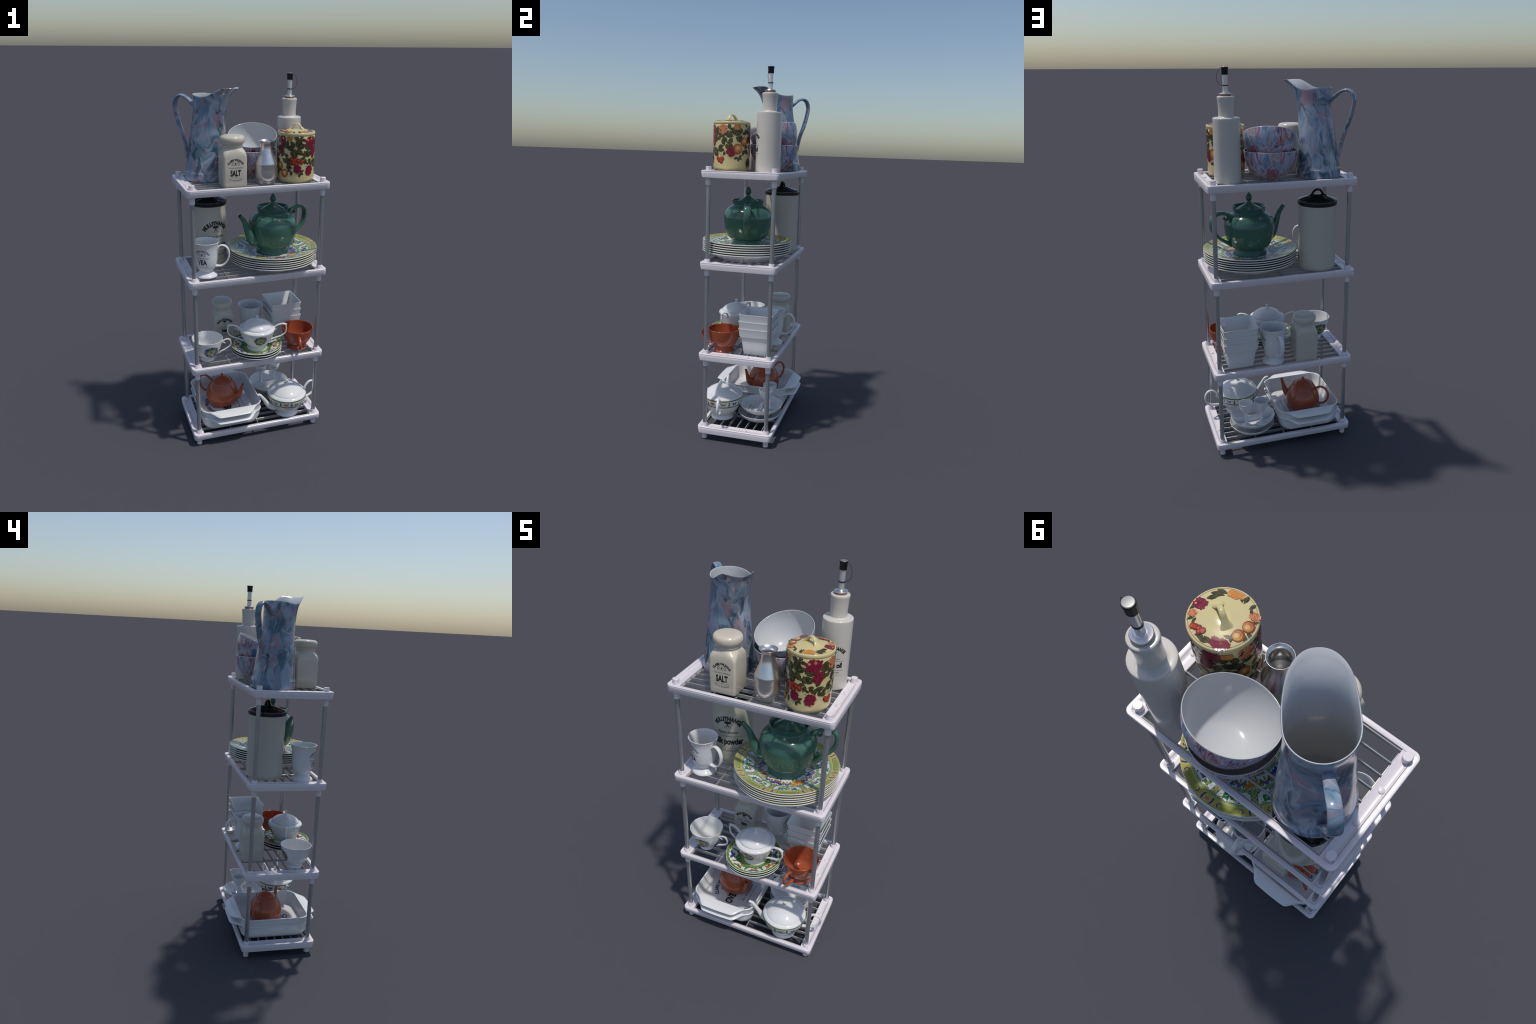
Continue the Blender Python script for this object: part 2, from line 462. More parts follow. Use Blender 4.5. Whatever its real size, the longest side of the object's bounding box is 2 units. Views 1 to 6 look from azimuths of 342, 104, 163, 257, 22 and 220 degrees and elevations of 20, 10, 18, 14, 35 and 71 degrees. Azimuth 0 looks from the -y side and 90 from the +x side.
# ------------------------------------------------------------------ printed decoration
class Print:
    """Collects thin printed shapes and lays them on a surface with a mapping (a, b) -> point."""
    def __init__(self, place):
        self.place, self.v, self.f, self.m, self.mats = place, [], [], [], []

    def slot(self, mat):
        if mat not in self.mats:
            self.mats.append(mat)
        return self.mats.index(mat)

    def raw(self, pts, faces, mat, lift=0.0):
        s, k = len(self.v), self.slot(mat)
        self.v += [self.place(a, b, lift) for a, b in pts]
        self.f += [tuple(s + i for i in f) for f in faces]
        self.m += [k] * len(faces)

    def blob(self, outline, mat, centre=(0, 0), rot=0.0, lift=0.0, rings=3):
        """Star-shaped outline filled by concentric rings so it can bend with the surface."""
        n = len(outline)
        c, s = math.cos(rot), math.sin(rot)
        pts, faces = [(0.0, 0.0)], []
        for k in range(1, rings + 1):
            pts += [(x * k / rings, y * k / rings) for x, y in outline]
        for i in range(n):
            j = (i + 1) % n
            faces.append((0, 1 + i, 1 + j))
            for k in range(rings - 1):
                a, b = 1 + k * n, 1 + (k + 1) * n
                faces.append((a + i, b + i, b + j, a + j))
        pts = [(centre[0] + x * c - y * s, centre[1] + x * s + y * c) for x, y in pts]
        self.raw(pts, faces, mat, lift)

    def disc(self, a, b, ra, mat, rb=None, rot=0.0, lift=0.0, n=14, rings=2):
        rb = rb or ra
        self.blob([(ra * math.cos(TAU * i / n), rb * math.sin(TAU * i / n)) for i in range(n)], mat, (a, b), rot, lift, rings)

    def stroke(self, pts, w, mat, lift=0.0):
        P = np.array(crom(pts, 5)) if len(pts) > 2 else np.array(pts, float)
        if len(P) == 2:
            P = np.linspace(P[0], P[1], 14)
        T = np.gradient(P, axis=0)
        T /= np.maximum(np.linalg.norm(T, axis=1), 1e-9)[:, None]
        N = np.stack([-T[:, 1], T[:, 0]], 1) * w / 2
        q = [tuple(x) for x in P + N] + [tuple(x) for x in P - N]
        n = len(P)
        self.raw(q, [(n + i, n + i + 1, i + 1, i) for i in range(n - 1)], mat, lift)

    def leaf(self, a, b, length, width, rot, mat=None, vein=None, lift=0.0):
        n = 9
        up = [(length * (t - 0.5), width * math.sin(math.pi * t ** 0.85) ** 1.15 * (1 + 0.10 * math.sin(t * 23))) for t in np.linspace(0, 1, n)]
        out = up + [(x, -y) for x, y in up[-2:0:-1]]
        self.blob(out, mat or LEAF_P, (a, b), rot, lift, 3)
        c, s = math.cos(rot), math.sin(rot)
        if vein:
            self.stroke([(a - c * length * .42, b - s * length * .42), (a + c * length * .42, b + s * length * .42)], width * 0.16, vein, lift + 0.0003)

    def text(self, string, size, mat, at=(0, 0), arc=None, narrow=1.0, bold=0.0, shear=0.0, lift=0.0, rot=0.0, split=True):
        pts, faces = glyphs(string, size, narrow, bold, shear)
        out = []
        for x, y in pts:
            if arc:                       # bend the line of text along a circle of this radius
                t = x / abs(arc)
                R = abs(arc) + (y if arc > 0 else -y)
                x2, y2 = R * math.sin(t), (R * math.cos(t) - abs(arc)) * (1 if arc > 0 else -1)
            else:
                x2, y2 = x, y
            c, s = math.cos(rot), math.sin(rot)
            out.append((at[0] + x2 * c - y2 * s, at[1] + x2 * s + y2 * c))
        self.raw(out, faces, mat, lift)

    def build(self, name, parent, loc=(0, 0, 0)):
        me = mesh(name, self.v, self.f, self.mats, self.m, smooth=True, sharp=60)
        return obj(name, me, parent, loc)


_glyph_cache = {}
def glyphs(string, size, narrow, bold, shear):
    key = (string, size, narrow, bold, shear)
    if key not in _glyph_cache:
        cu = bpy.data.curves.new("lettering", "FONT")
        cu.body, cu.size, cu.align_x, cu.align_y = string, size, "CENTER", "CENTER"
        cu.offset, cu.shear, cu.resolution_u = bold, shear, 3
        o = bpy.data.objects.new("lettering", cu)
        COL.objects.link(o)
        dg = bpy.context.evaluated_depsgraph_get()
        me = bpy.data.meshes.new_from_object(o.evaluated_get(dg))
        pts = [(v.co.x * narrow, v.co.y) for v in me.vertices]
        faces = [tuple(p.vertices) for p in me.polygons]
        bpy.data.objects.remove(o)
        bpy.data.curves.remove(cu)
        bpy.data.meshes.remove(me)
        _glyph_cache[key] = (pts, faces)
    return _glyph_cache[key]


def wrap_side(prof, az0, z0, eps=0.0005):
    """Mapping onto the side of a turned vessel: a runs to the reader's right, b up."""
    cache, r0 = {}, radius_at(prof, z0)
    def place(a, b, lift):
        z = z0 + b
        kz = round(z, 4)
        if kz not in cache:
            cache[kz] = radius_at(prof, kz)
        t = math.radians(az0) + a / r0
        r = cache[kz] + eps + lift
        return (r * math.sin(t), -r * math.cos(t), z)
    return place


def wrap_top(zfun, az0, r0, eps=0.0006):
    """Mapping onto the upper face of a plate or lid: a tangential, b outward."""
    def place(a, b, lift):
        r = r0 + b
        t = math.radians(az0) + a / r0
        return (r * math.sin(t), -r * math.cos(t), zfun(r) + eps + lift)
    return place


def emblem(P, a, b, s, mat):
    P.disc(a, b, s * 0.16, mat, s * 0.26)
    for sx in (-1, 1):
        P.stroke([(a + sx * s * .25, b - s * .1), (a + sx * s * .55, b + s * .22), (a + sx * s * .8, b), (a + sx * s * .6, b - s * .2), (a + sx * s * .95, b - s * .28)], s * 0.055, mat)
        P.stroke([(a + sx * s * .2, b + s * .34), (a + sx * s * .5, b + s * .36), (a + sx * s * .75, b + s * .2)], s * 0.045, mat)
        P.stroke([(a + sx * s * .1, b - s * .36), (a + sx * s * .4, b - s * .34), (a + sx * s * .7, b - s * .2)], s * 0.045, mat)


def tree_mark(P, a, b, s, mat):
    P.disc(a, b + s * .25, s * .55, mat, s * .24)
    P.disc(a - s * .3, b + s * .36, s * .26, mat, s * .14)
    P.disc(a + s * .32, b + s * .33, s * .26, mat, s * .14)
    P.stroke([(a, b + s * .2), (a, b - s * .3)], s * .16, mat)
    for k in (-.5, -.25, .25, .5):
        P.stroke([(a, b - s * .15), (a + k * s * .6, b - s * .45), (a + k * s * 1.1, b - s * .75)], s * .05, mat)


def butterfly(P, a, b, s, mats, rot=0.0):
    c, sn = math.cos(rot), math.sin(rot)
    for sx in (-1, 1):
        for dx, dy, ra, rb, tilt, m in ((.42, .20, .44, .24, .55, mats[0]), (.32, -.24, .28, .2, -.6, mats[1])):
            x, y = sx * dx * s, dy * s
            P.disc(a + x * c - y * sn, b + x * sn + y * c, ra * s, m, rb * s, rot + sx * tilt, n=10)
    P.disc(a, b, s * .07, mats[2], s * .34, rot, lift=0.0003, n=8)


def rosette(P, s, h):
    """Painted flower medallion: eight crowded petals, orange tips between them, lime heart."""
    for i in range(8):
        t2 = TAU * (i + .5) / 8
        P.disc(s * .86 * math.cos(t2), h * .86 * math.sin(t2), s * .135, P_ORANGE, h * .135, n=10)
        P.disc(s * .70 * math.cos(t2), h * .70 * math.sin(t2), s * .13, P_OLIVE, h * .13, lift=.0002, n=10)
    for i in range(8):
        t = TAU * i / 8
        c, sn = math.cos(t), math.sin(t)
        petal = [(.42 * math.cos(u), .27 * math.sin(u) * (1 - .25 * math.cos(u))) for u in np.linspace(0, TAU, 16, endpoint=False)]
        flat = lambda q: [((x * c - y * sn) * s, (x * sn + y * c) * h) for x, y in q]
        P.blob(flat(petal), P_GREEN if i % 2 else P_PURPLE, (s * .56 * c, h * .56 * sn), 0, .0004, 2)
        P.blob(flat([(x * .34, y * .62) for x, y in petal]), P_BLUE, (s * .83 * c, h * .83 * sn), 0, .0007, 2)
    for i in range(4):
        t = TAU * i / 4 + .4
        P.disc(s * .24 * math.cos(t), h * .24 * math.sin(t), s * .29, P_LIME, h * .29, lift=0.0010, n=14)
        P.disc(s * .27 * math.cos(t), h * .27 * math.sin(t), s * .11, P_OLIVE, h * .11, lift=0.0013, n=10)
    P.disc(0, 0, s * .15, P_NAVY, h * .15, lift=0.0016, n=12)
    P.disc(0, 0, s * .06, P_ORANGE, h * .06, lift=0.0019, n=8)


# ================================================================== RACK
XC, YC = -0.0077, 0.0075                 # rack centre
HX, HY = 0.379, 0.2110                   # half size of a shelf frame
PX, PY = 0.3465, 0.1750                  # post offsets
LEVEL = [0.0, 0.4185, 0.919, 1.398]      # underside of the corner sleeves of each shelf
TOP = 0.071                              # slat top above LEVEL

rack = thing("shelf_rack", (XC, YC, 0), "four tier white plastic and steel slatted kitchen rack", "shelf rack")
# convex outer face rolling under, a fine step below the top edge, flat top, inner return
section = [(0.0120, 0.0375), (0.0085, 0.0385), (0.0058, 0.0430), (0.0032, 0.0510), (0.0012, 0.0595), (0.0003, 0.0670), (0.0014, 0.0690), (0.0014, 0.0702), (0.0004, 0.0714), (0.0010, 0.0742), (0.0028, 0.0755),
           (0.0160, 0.0755), (0.0178, 0.0745), (0.0180, 0.0600), (0.0165, 0.0440), (0.0150, 0.0390)]
end_inset = lambda d, z: d if z > 0.06 or d > 0.0130 else d * 0.22        # the short ends stay upright
frame_rings = [rrect(HX - end_inset(d, z), HY - d, 0.023 - d, z, 8, 12, 8) for d, z in section]
frame_me = loft(frame_rings, WHITE_PLASTIC, "shelf_frame", wrap=True, sharp=30)
channel_me = {}
for sx in (-1, 1):
    # inner side of the end: a shallow trough between rim and slats
    prof = [(0.3600, 0.0745), (0.3560, 0.0715), (0.3500, 0.0700), (0.3400, 0.0702), (0.3290, 0.0722), (0.3235, 0.0732), (0.3215, 0.0722), (0.3215, 0.0530), (0.3600, 0.0530)]
    y = HY - 0.017
    rings = [[(sx * x, sy * y, z) for x, z in prof] for sy in ((-1, 1) if sx > 0 else (1, -1))]
    channel_me[sx] = loft(rings, WHITE_PLASTIC, "end_channel", sharp=25)
slat_me = box("slat", (-0.3225, -0.0022, -0.0165), (0.3225, 0.0022, 0.0), SLAT_STEEL, 0.0008)
cross_me = box("crossbar", (-0.0018, -0.187, -0.0150), (0.0018, 0.187, -0.0015), SLAT_STEEL, 0.0007)
edge_me = box("crossbar", (-0.0020, -0.187, -0.018), (0.0020, 0.187, -0.010), SLAT_STEEL, 0.0007)
rivet_me = lathe("rivet", [(0, 0.0052), (0.0085, 0.0050), (0.0098, 0.0042), (0.0100, -0.003), (0, -0.003)], WHITE_PLASTIC, 24, smooth=False)
sleeve_me = lathe("corner_socket", [(0, 0), (0.0132, 0), (0.0145, 0.0012), (0.0148, 0.04), (0.0150, 0.0405), (0.0150, 0.0885), (0.0140, 0.0905), (0, 0.0905)], WHITE_PLASTIC, 28, smooth=False)
peg_me = lathe("corner_socket", [(0, 0), (0.0132, 0), (0.0145, 0.0012), (0.0148, 0.04), (0.0148, 0.0405), (0.0148, 0.0945), (0.0138, 0.0955), (0, 0.0955)], WHITE_PLASTIC, 28, smooth=False)
for li, z in enumerate(LEVEL):
    fr = obj("shelf_frame", frame_me, rack, (0, 0, z))
    for sx in (-1, 1):
        obj("end_channel", channel_me[sx], fr)
        for y in (-0.0575, 0.0575):
            obj("rivet", rivet_me, fr, (sx * 0.345, y, 0.0695))
        for sy in (-1, 1):
            obj("corner_socket", peg_me if li == 3 else sleeve_me, fr, (sx * PX, sy * PY, 0))
        obj("crossbar", edge_me, fr, (sx * 0.3190, 0, TOP))
    for k in range(-4, 5):
        obj("slat", slat_me, fr, (0, k * 0.0471 + 0.0005, TOP))
    for x in (-0.163, 0.0, 0.162):
        obj("crossbar", cross_me, fr, (x, 0, TOP))
for li in range(3):
    z0, z1 = LEVEL[li] + 0.0895, LEVEL[li + 1] + 0.001
    post_me = lathe("post", [(0.0113, z0 - 0.01), (0.0113, z1)], STEEL, 28, smooth=False)
    for sx in (-1, 1):
        for sy in (-1, 1):
            obj("post", post_me, rack, (sx * PX, sy * PY, 0))

Z1, Z2, Z3, Z4 = (LEVEL[3] + TOP, LEVEL[2] + TOP, LEVEL[1] + TOP, LEVEL[0] + TOP)


def wall(outer, t, floor):
    """Close an outer profile (bottom to rim) with a rounded lip and an inner face t thick."""
    r, z = outer[-1]
    lip = [(r, z), (r - t * .5, z + t * .35), (r - t, z)]
    inner = [(max(rr - t, 0.001), zz) for rr, zz in outer[::-1][1:] if zz > floor + 0.004]
    last = inner[-1][0] if inner else r - t
    return lip, inner + [(last * .75, floor + 0.001), (0, floor)]


# ================================================================== TOP SHELF
# --- oil bottle -----------------------------------------------------------
oil = thing("oil_bottle", (0.254, 0.1255, Z1), "tall white ceramic oil bottle with pourer spout", "oil bottle")
oil_prof = [(0, 0), (0.0600, 0), (0.0600, 0), (0.0635, 0.0015), (0.0648, 0.006), (0.0648, 0.15), (0.0640, 0.290), (0.0636, 0.3015), (0.0620, 0.3045), (0.0580, 0.3060), (0.0400, 0.3085), (0.0366, 0.3110), (0.0362, 0.318),
            (0.0365, 0.345), (0.0378, 0.370), (0.0398, 0.388), (0.0402, 0.394), (0.0392, 0.3995), (0.0350, 0.4015), (0.0, 0.4015)]
obj("bottle_body", lathe("bottle_body", oil_prof, OILWHITE), oil)
obj("cork", lathe("cork", [(0, .395), (0.0235, .395), (0.0245, .410), (0, .410)], CORK, 32, smooth=False), oil)
obj("pourer_flange", lathe("pourer_flange", [(0, .4095), (0.0285, .4095), (0.0290, .4115), (0.0275, .4140), (0.018, .4165), (0.0135, .4190), (0, .4190)], CHROME, 48, smooth=False), oil)
obj("pourer_tube", lathe("pourer_tube", [(0.0130, .416), (0.0122, .425), (0.0120, .450), (0.0120, .500)], TUBE, 32), oil)
obj("pourer_ring", lathe("pourer_ring", [(0.0120, .4465), (0.0136, .4470), (0.0140, .4490), (0.0136, .4510), (0.0120, .4515)], RUBBER, 32), oil)
obj("pourer_cap", lathe("pourer_cap", [(0, .4955), (0.0140, .4955), (0.0148, .4970), (0.0152, .5200), (0.0166, .5225), (0.0168, .5275), (0.0158, .5290), (0.0150, .5292)], RUBBER, 36, smooth=False), oil)
obj("pourer_cap_disc", lathe("pourer_cap_disc", [(0.0152, .5290), (0.0140, .5302), (0, .5310)], CAPTOP, 36, smooth=False), oil)
d = (math.cos(math.radians(-8)), math.sin(math.radians(-8)))
obj("cap_cord", sweep("cap_cord", [(d[0] * x, d[1] * x, z) for x, z in ((.0150, .5265), (.0260, .5190), (.0370, .4980), (.0385, .4780), (.0320, .4600), (.0220, .4510), (.0130, .4490))], (0.0009, 0.0009), RUBBER, (-d[1], d[0], 0), 8), oil)
P = Print(wrap_side(oil_prof, 12, 0.20))
w = 0.047
P.text("MULUTHANGE", 0.0200, INK, (0, -0.006), 0.060, 0.80, 0.0011)
tree_mark(P, 0, -0.030, 0.020, INK)
P.text("Fusion Kitchen", 0.0105, INK_FINE, (0, -0.053), None, 0.9, 0, 0.35)
P.stroke([(-w, -.064), (w, -.064)], 0.0010, INK)
P.text("olive oil", 0.032, INK, (0.002, -0.083), None, 0.74, 0.0015)
P.stroke([(-w, -.104), (w, -.104)], 0.0010, INK)
P.text("For all purposes", 0.0100, INK_FINE, (0, -0.114), None, 0.9, 0, 0.3)
P.stroke([(-w * .9, -.126), (w * .9, -.126)], 0.0006, INK_FINE)
P.build("printed_label", oil)

# --- fruit canister --------------------------------------------------------
can = thing("fruit_canister", (0.2168, -0.0855, Z1), "yellow canister printed with berries peaches and leaves", "canister")
can_prof = [(0, 0), (0.074, 0), (0.074, 0), (0.083, 0.002), (0.0905, 0.009), (0.0945, 0.022), (0.0952, 0.060), (0.0952, 0.238), (0.0952, 0.238), (0.0930, 0.2405), (0, 0.2405)]
obj("canister_body", lathe("canister_body", can_prof, YELLOW), can)
lid_prof = [(0, 0.2400), (0.0935, 0.2400), (0.0935, 0.2400), (0.0962, 0.2425), (0.0968, 0.2490), (0.0950, 0.2545), (0.0910, 0.2560), (0.0910, 0.2560), (0.070, 0.2600), (0.040, 0.2640), (0.020, 0.2665), (0, 0.2670)]
obj("canister_lid", lathe("canister_lid", lid_prof, YELLOW), can)
hd = np.array([math.sin(math.radians(59)), -math.cos(math.radians(59))])
obj("lid_handle", sweep("lid_handle", [(hd[0] * x, hd[1] * x, z) for x, z in ((-.042, .2590), (-.032, .2655), (-.022, .2760), (-.010, .2885), (.003, .2915), (.015, .2865), (.024, .2740), (.033, .2650), (.043, .2590))],
    [(.022, .004), (.0165, .006), (.0105, .0055), (.0085, .0045), (.008, .004), (.0085, .0045), (.0105, .0055), (.0165, .006), (.022, .004)], YELLOW, (-hd[1], hd[0], 0)), can)


def raspberry(P, a, b, ra, rb, rot, mat=BERRY_P, seed=0, lift=0.0):
    rg = random.Random(seed)
    P.disc(a, b, ra * .92, BERRY_D if mat is BERRY_P else BERRY_P, rb * .92, rot, lift, n=14)
    d = ra * 0.36
    c, s = math.cos(rot), math.sin(rot)
    ny = int(rb / d) + 1
    for j in range(-ny, ny + 1):
        for i in range(-4, 5):
            x, y = (i + .5 * (j % 2)) * d, j * d * .9
            if (x / ra) ** 2 + (y / rb) ** 2 < 0.95:
                m = mat if rg.random() < .97 else (BERRY_Y if mat is BERRY_P else BERRY_P)
                P.disc(a + x * c - y * s, b + x * s + y * c, d * .50, m, lift=lift + .0003, n=8, rings=1)


def stone_fruit(P, a, b, r, rot=0.0, mats=None, lift=0.0):
    A, B, C = mats or (PEACH_D, PEACH_P, PEACH_L)
    P.disc(a, b, r, A, r * 1.08, rot, lift, n=18)
    P.disc(a + r * .06, b + r * .10, r * .80, B, r * .86, rot, lift + .0003, n=16)
    P.disc(a + r * .12, b + r * .18, r * .40, C, r * .44, rot, lift + .0006, n=12)


def pumpkin(P, a, b, r, rot=0.0, lift=0.0):
    for k, m in ((-.5, PEACH_P), (.5, PEACH_P), (0, P_ORANGE)):
        P.disc(a + k * r * math.cos(rot), b + k * r * math.sin(rot), r * .48, m, r * .7, rot, lift + (.0003 if k == 0 else 0), n=14)


P = Print(wrap_side(can_prof, 0, 0.10))
R0 = 0.0952
def at(az, z):
    az = (az + 180) % 360 - 180
    return math.radians(az) * R0, z - Z1 - 0.10
def spray(az, z, n, length, spread, rot0, seed):
    rg = random.Random(seed)
    a, b = at(az, z)
    for i in range(n):
        t = rot0 + spread * (i / max(n - 1, 1) - .5) + rg.uniform(-.12, .12)
        L = length * 1.12 * rg.uniform(.75, 1.1)
        P.leaf(a + math.cos(t) * L * .62, b + math.sin(t) * L * .62, L, L * rg.uniform(.24, .31), t, LEAF_P, VEIN_P, .00015 * i)
def twig(p, q, w=.0016):
    a, b = at(*p)
    c, d2 = at(*q)
    m = ((a + c) / 2 + (d2 - b) * .15, (b + d2) / 2)
    P.stroke([(a, b), m, (c, d2)], w, LEAF_P)
for az, z, n, L, sp, r0, sd in ((337, 1.650, 7, .048, 5.6, 1.2, 1), (303, 1.640, 4, .040, 3.0, 2.6, 2), (318, 1.600, 3, .034, 2.0, 3.6, 3), (8, 1.640, 4, .040, 3.0, -.2, 4),
                                (117, 1.648, 4, .044, 3.4, 1.2, 5), (75, 1.640, 5, .034, 4.4, 1.0, 6), (95, 1.615, 4, .032, 4.0, .2, 7), (60, 1.590, 4, .036, 3.0, -1.2, 8),
                                (130, 1.545, 4, .026, 3.0, -1.2, 9), (150, 1.585, 3, .032, 2.4, -.6, 10), (171, 1.545, 2, .050, .5, -1.5, 11), (175, 1.660, 5, .042, 4.6, .4, 12),
                                (210, 1.655, 5, .044, 5.0, 2.0, 13), (245, 1.650, 5, .042, 5.0, 1.0, 14), (262, 1.600, 4, .040, 4.0, -1.6, 15), (225, 1.580, 4, .036, 4.0, -.8, 16), (22, 1.565, 3, .026, 2.2, 1.4, 17),
                                (45, 1.665, 4, .036, 3.0, -.6, 18), (192, 1.600, 4, .032, 3.4, -1.4, 19), (285, 1.670, 4, .036, 3.0, 1.4, 20), (352, 1.528, 3, .022, 2.0, -.6, 21), (50, 1.545, 3, .030, 1.6, 1.2, 22), (12, 1.600, 4, .034, 3.6, 2.6, 23), (352, 1.690, 4, .030, 4.2, .6, 24), (62, 1.650, 4, .032, 4.0, 2.2, 25), (100, 1.680, 4, .030, 4.0, -.4, 26), (310, 1.570, 4, .030, 3.6, .6, 27), (140, 1.660, 4, .036, 4.0, 2.4, 28), (160, 1.690, 3, .030, 3.0, .2, 29), (108, 1.610, 3, .028, 2.4, 2.8, 30), (326, 1.540, 3, .026, 2.6, 3.4, 31), (34, 1.590, 4, .030, 4.0, -1.0, 32), (230, 1.620, 4, .036, 4.4, 2.8, 33), (275, 1.545, 3, .030, 2.6, -1.8, 34), (88, 1.575, 3, .026, 2.8, -2.0, 35), (205, 1.530, 3, .030, 2.0, -1.4, 36)):
    spray(az, z, n, L, sp, r0, sd)
for p, q in (((337, 1.650), (335, 1.60)), ((337, 1.650), (345, 1.598)), ((75, 1.61), (72, 1.545)), ((75, 1.61), (78, 1.55)), ((8, 1.56), (22, 1.555)), ((210, 1.64), (212, 1.58)), ((262, 1.6), (284, 1.575))):
    twig(p, q)
for az, z, ra, rb, rot, m in ((28, 1.682, .027, .024, .2, BERRY_P), (40, 1.632, .017, .024, -.2, BERRY_P), (344, 1.544, .016, .018, 0, BERRY_P), (24, 1.535, .018, .023, -.2, BERRY_P), (79, 1.684, .019, .020, 0, BERRY_Y),
                              (106, 1.570, .017, .022, .4, BERRY_P), (295, 1.688, .015, .020, 0, BERRY_P), (283, 1.640, .014, .020, 0, BERRY_P), (200, 1.690, .020, .020, 0, BERRY_P), (235, 1.560, .020, .022, 0, BERRY_P), (185, 1.645, .019, .026, 0, BERRY_P), (258, 1.685, .020, .022, 0, BERRY_Y)):
    a, b = at(az, z)
    raspberry(P, a, b, ra * 1.25, rb * 1.25, rot, m, int(az), .0012)
for az, z, r in ((284, 1.558, .0165), (303, 1.522, .0175), (319, 1.696, .0), (127, 1.585, .0215), (149, 1.622, .0185), (222, 1.525, .019), (248, 1.600, .018)):
    if r:
        stone_fruit(P, *at(az, z), r * 1.15, lift=.0016)
for az, z in ((326, 1.594), (336, 1.590), (346, 1.588), (356, 1.582), (340, 1.572), (330, 1.576), (66, 1.527), (73, 1.530), (79, 1.535), (75, 1.520), (62, 1.535), (206, 1.565), (214, 1.560), (210, 1.575)):
    stone_fruit(P, *at(az, z), .0118 if az > 90 or az < 60 else .0098, mats=(BERRY_D, CHERRY_P, P_RED), lift=.0016)
for az, z, r in ((319, 1.697, .013), (125, 1.694, .016), (225, 1.692, .015)):
    pumpkin(P, *at(az, z), r * 1.2, lift=.0012)
P.build("fruit_print", can)

zl = lambda r: float(np.interp(r, [0, .02, .04, .07, .091], [.267, .2665, .264, .26, .256]))
P = Print(lambda a, b, lift: (a, b, zl(math.hypot(a, b)) + .0006 + lift))
def lid_at(az, r):
    return r * math.sin(math.radians(az)), -r * math.cos(math.radians(az))
for az, r, L, rot in ((50, .072, .040, 200), (62, .066, .036, 230), (40, .078, .034, 190), (349, .079, .030, 100), (356, .072, .024, 130), (330, .082, .026, 80), (240, .066, .026, 300), (232, .060, .022, 20), (182, .080, .034, 10), (190, .074, .030, 350),
                      (128, .082, .024, 60), (135, .074, .020, 90), (262, .083, .030, 330), (272, .086, .026, 340), (105, .084, .022, 250), (170, .078, .026, 20), (298, .086, .022, 60), (320, .075, .020, 120)):
    P.leaf(*lid_at(az, r), L, L * .22, math.radians(rot), LEAF_P, VEIN_P)
for az, r, ra, m in ((93, .072, .019, BERRY_P), (118, .079, .012, BERRY_Y), (309, .083, .014, BERRY_Y), (206, .074, .015, BERRY_P), (222, .080, .016, BERRY_P), (213, .085, .013, BERRY_P)):
    raspberry(P, *lid_at(az, r), ra, ra, 0, m, int(az), .0008)
for az, r, rr in ((285, .074, .0165), (256, .069, .0165)):
    stone_fruit(P, *lid_at(az, r), rr, lift=.0012)
for az, r in ((157, .067), (164, .071), (151, .073), (146, .079), (168, .063)):
    stone_fruit(P, *lid_at(az, r), .0085, mats=(BERRY_D, CHERRY_P, P_RED), lift=.0012)
pumpkin(P, *lid_at(16, .074), .019, math.radians(10), .0008)
pumpkin(P, *lid_at(4, .077), .014, math.radians(10), .0006)
n = 90
P.raw([(q * math.cos(TAU * i / n), q * math.sin(TAU * i / n)) for q in (.0893, .0901) for i in range(n)], [(i, n + i, n + (i + 1) % n, (i + 1) % n) for i in range(n)], BERRY_P)
P.build("fruit_print", can)


# --- square jars -----------------------------------------------------------
def square_jar(name, loc, label, glaze):
    jar = thing(name, loc, label, "storage jar")
    H = 0.0600
    def ring(half, rad, z):
        return rrect(half, half, rad, z, 8, 4, 4)
    rings = [ring(H - .008, .008, 0), ring(H - .002, .010, .0012), ring(H, .011, .006), ring(H + .0003, .011, .09), ring(H, .011, .146), ring(H - .0005, .013, .158), ring(H - .0020, .021, .169),
             ring(H - .0045, .033, .178), ring(H - .0075, .044, .185), ring(.0505, .0495, .1895), ring(.0495, .0493, .1935), ring(.0500, .0498, .1970), ring(.0530, .0528, .1990), ring(.0530, .0528, .2020), ring(.0505, .0503, .2045), ring(.0505, .0503, .2130), ring(.030, .0298, .2135)]
    obj("jar_body", loft(rings, glaze, "jar_body", sharp=30), jar)
    lid = [(0, .2100), (0.0530, .2100), (0.0530, .2100), (0.0585, .2140), (0.0622, .2235), (0.0625, .2345), (0.0600, .2425), (0.0555, .2475), (0.0555, .2475), (0.0500, .2500), (0.030, .2520), (0, .2525)]
    obj("jar_lid", lathe("jar_lid", lid, glaze), jar)
    return jar, H


salt, H = square_jar("salt_jar", (-0.1318, -0.1098, Z1), "cream square ceramic salt jar with round lid", CREAM)
P = Print(lambda a, b, lift: (a, -H - .0008 - lift, b))
P.text("CLAIRE WILSON'S", 0.0138, INK, (0, .138), .042, .84, .0006)
emblem(P, 0, .119, .024, INK_FINE)
P.text("Country kitchen", 0.0125, INK_FINE, (0, .099), None, .9, 0, .4)
P.text("SALT", 0.0400, INK, (0, .071), None, .60, .0016)
P.stroke([(-.036, .050), (-.006, .050)], .0007, INK_FINE)
P.stroke([(.006, .050), (.036, .050)], .0007, INK_FINE)
P.disc(0, .050, .0035, INK_FINE, .0014)
P.text("For all purposes", 0.0105, INK_FINE, (0, .036), -.075, .95, 0, .2)
P.build("printed_label", salt)

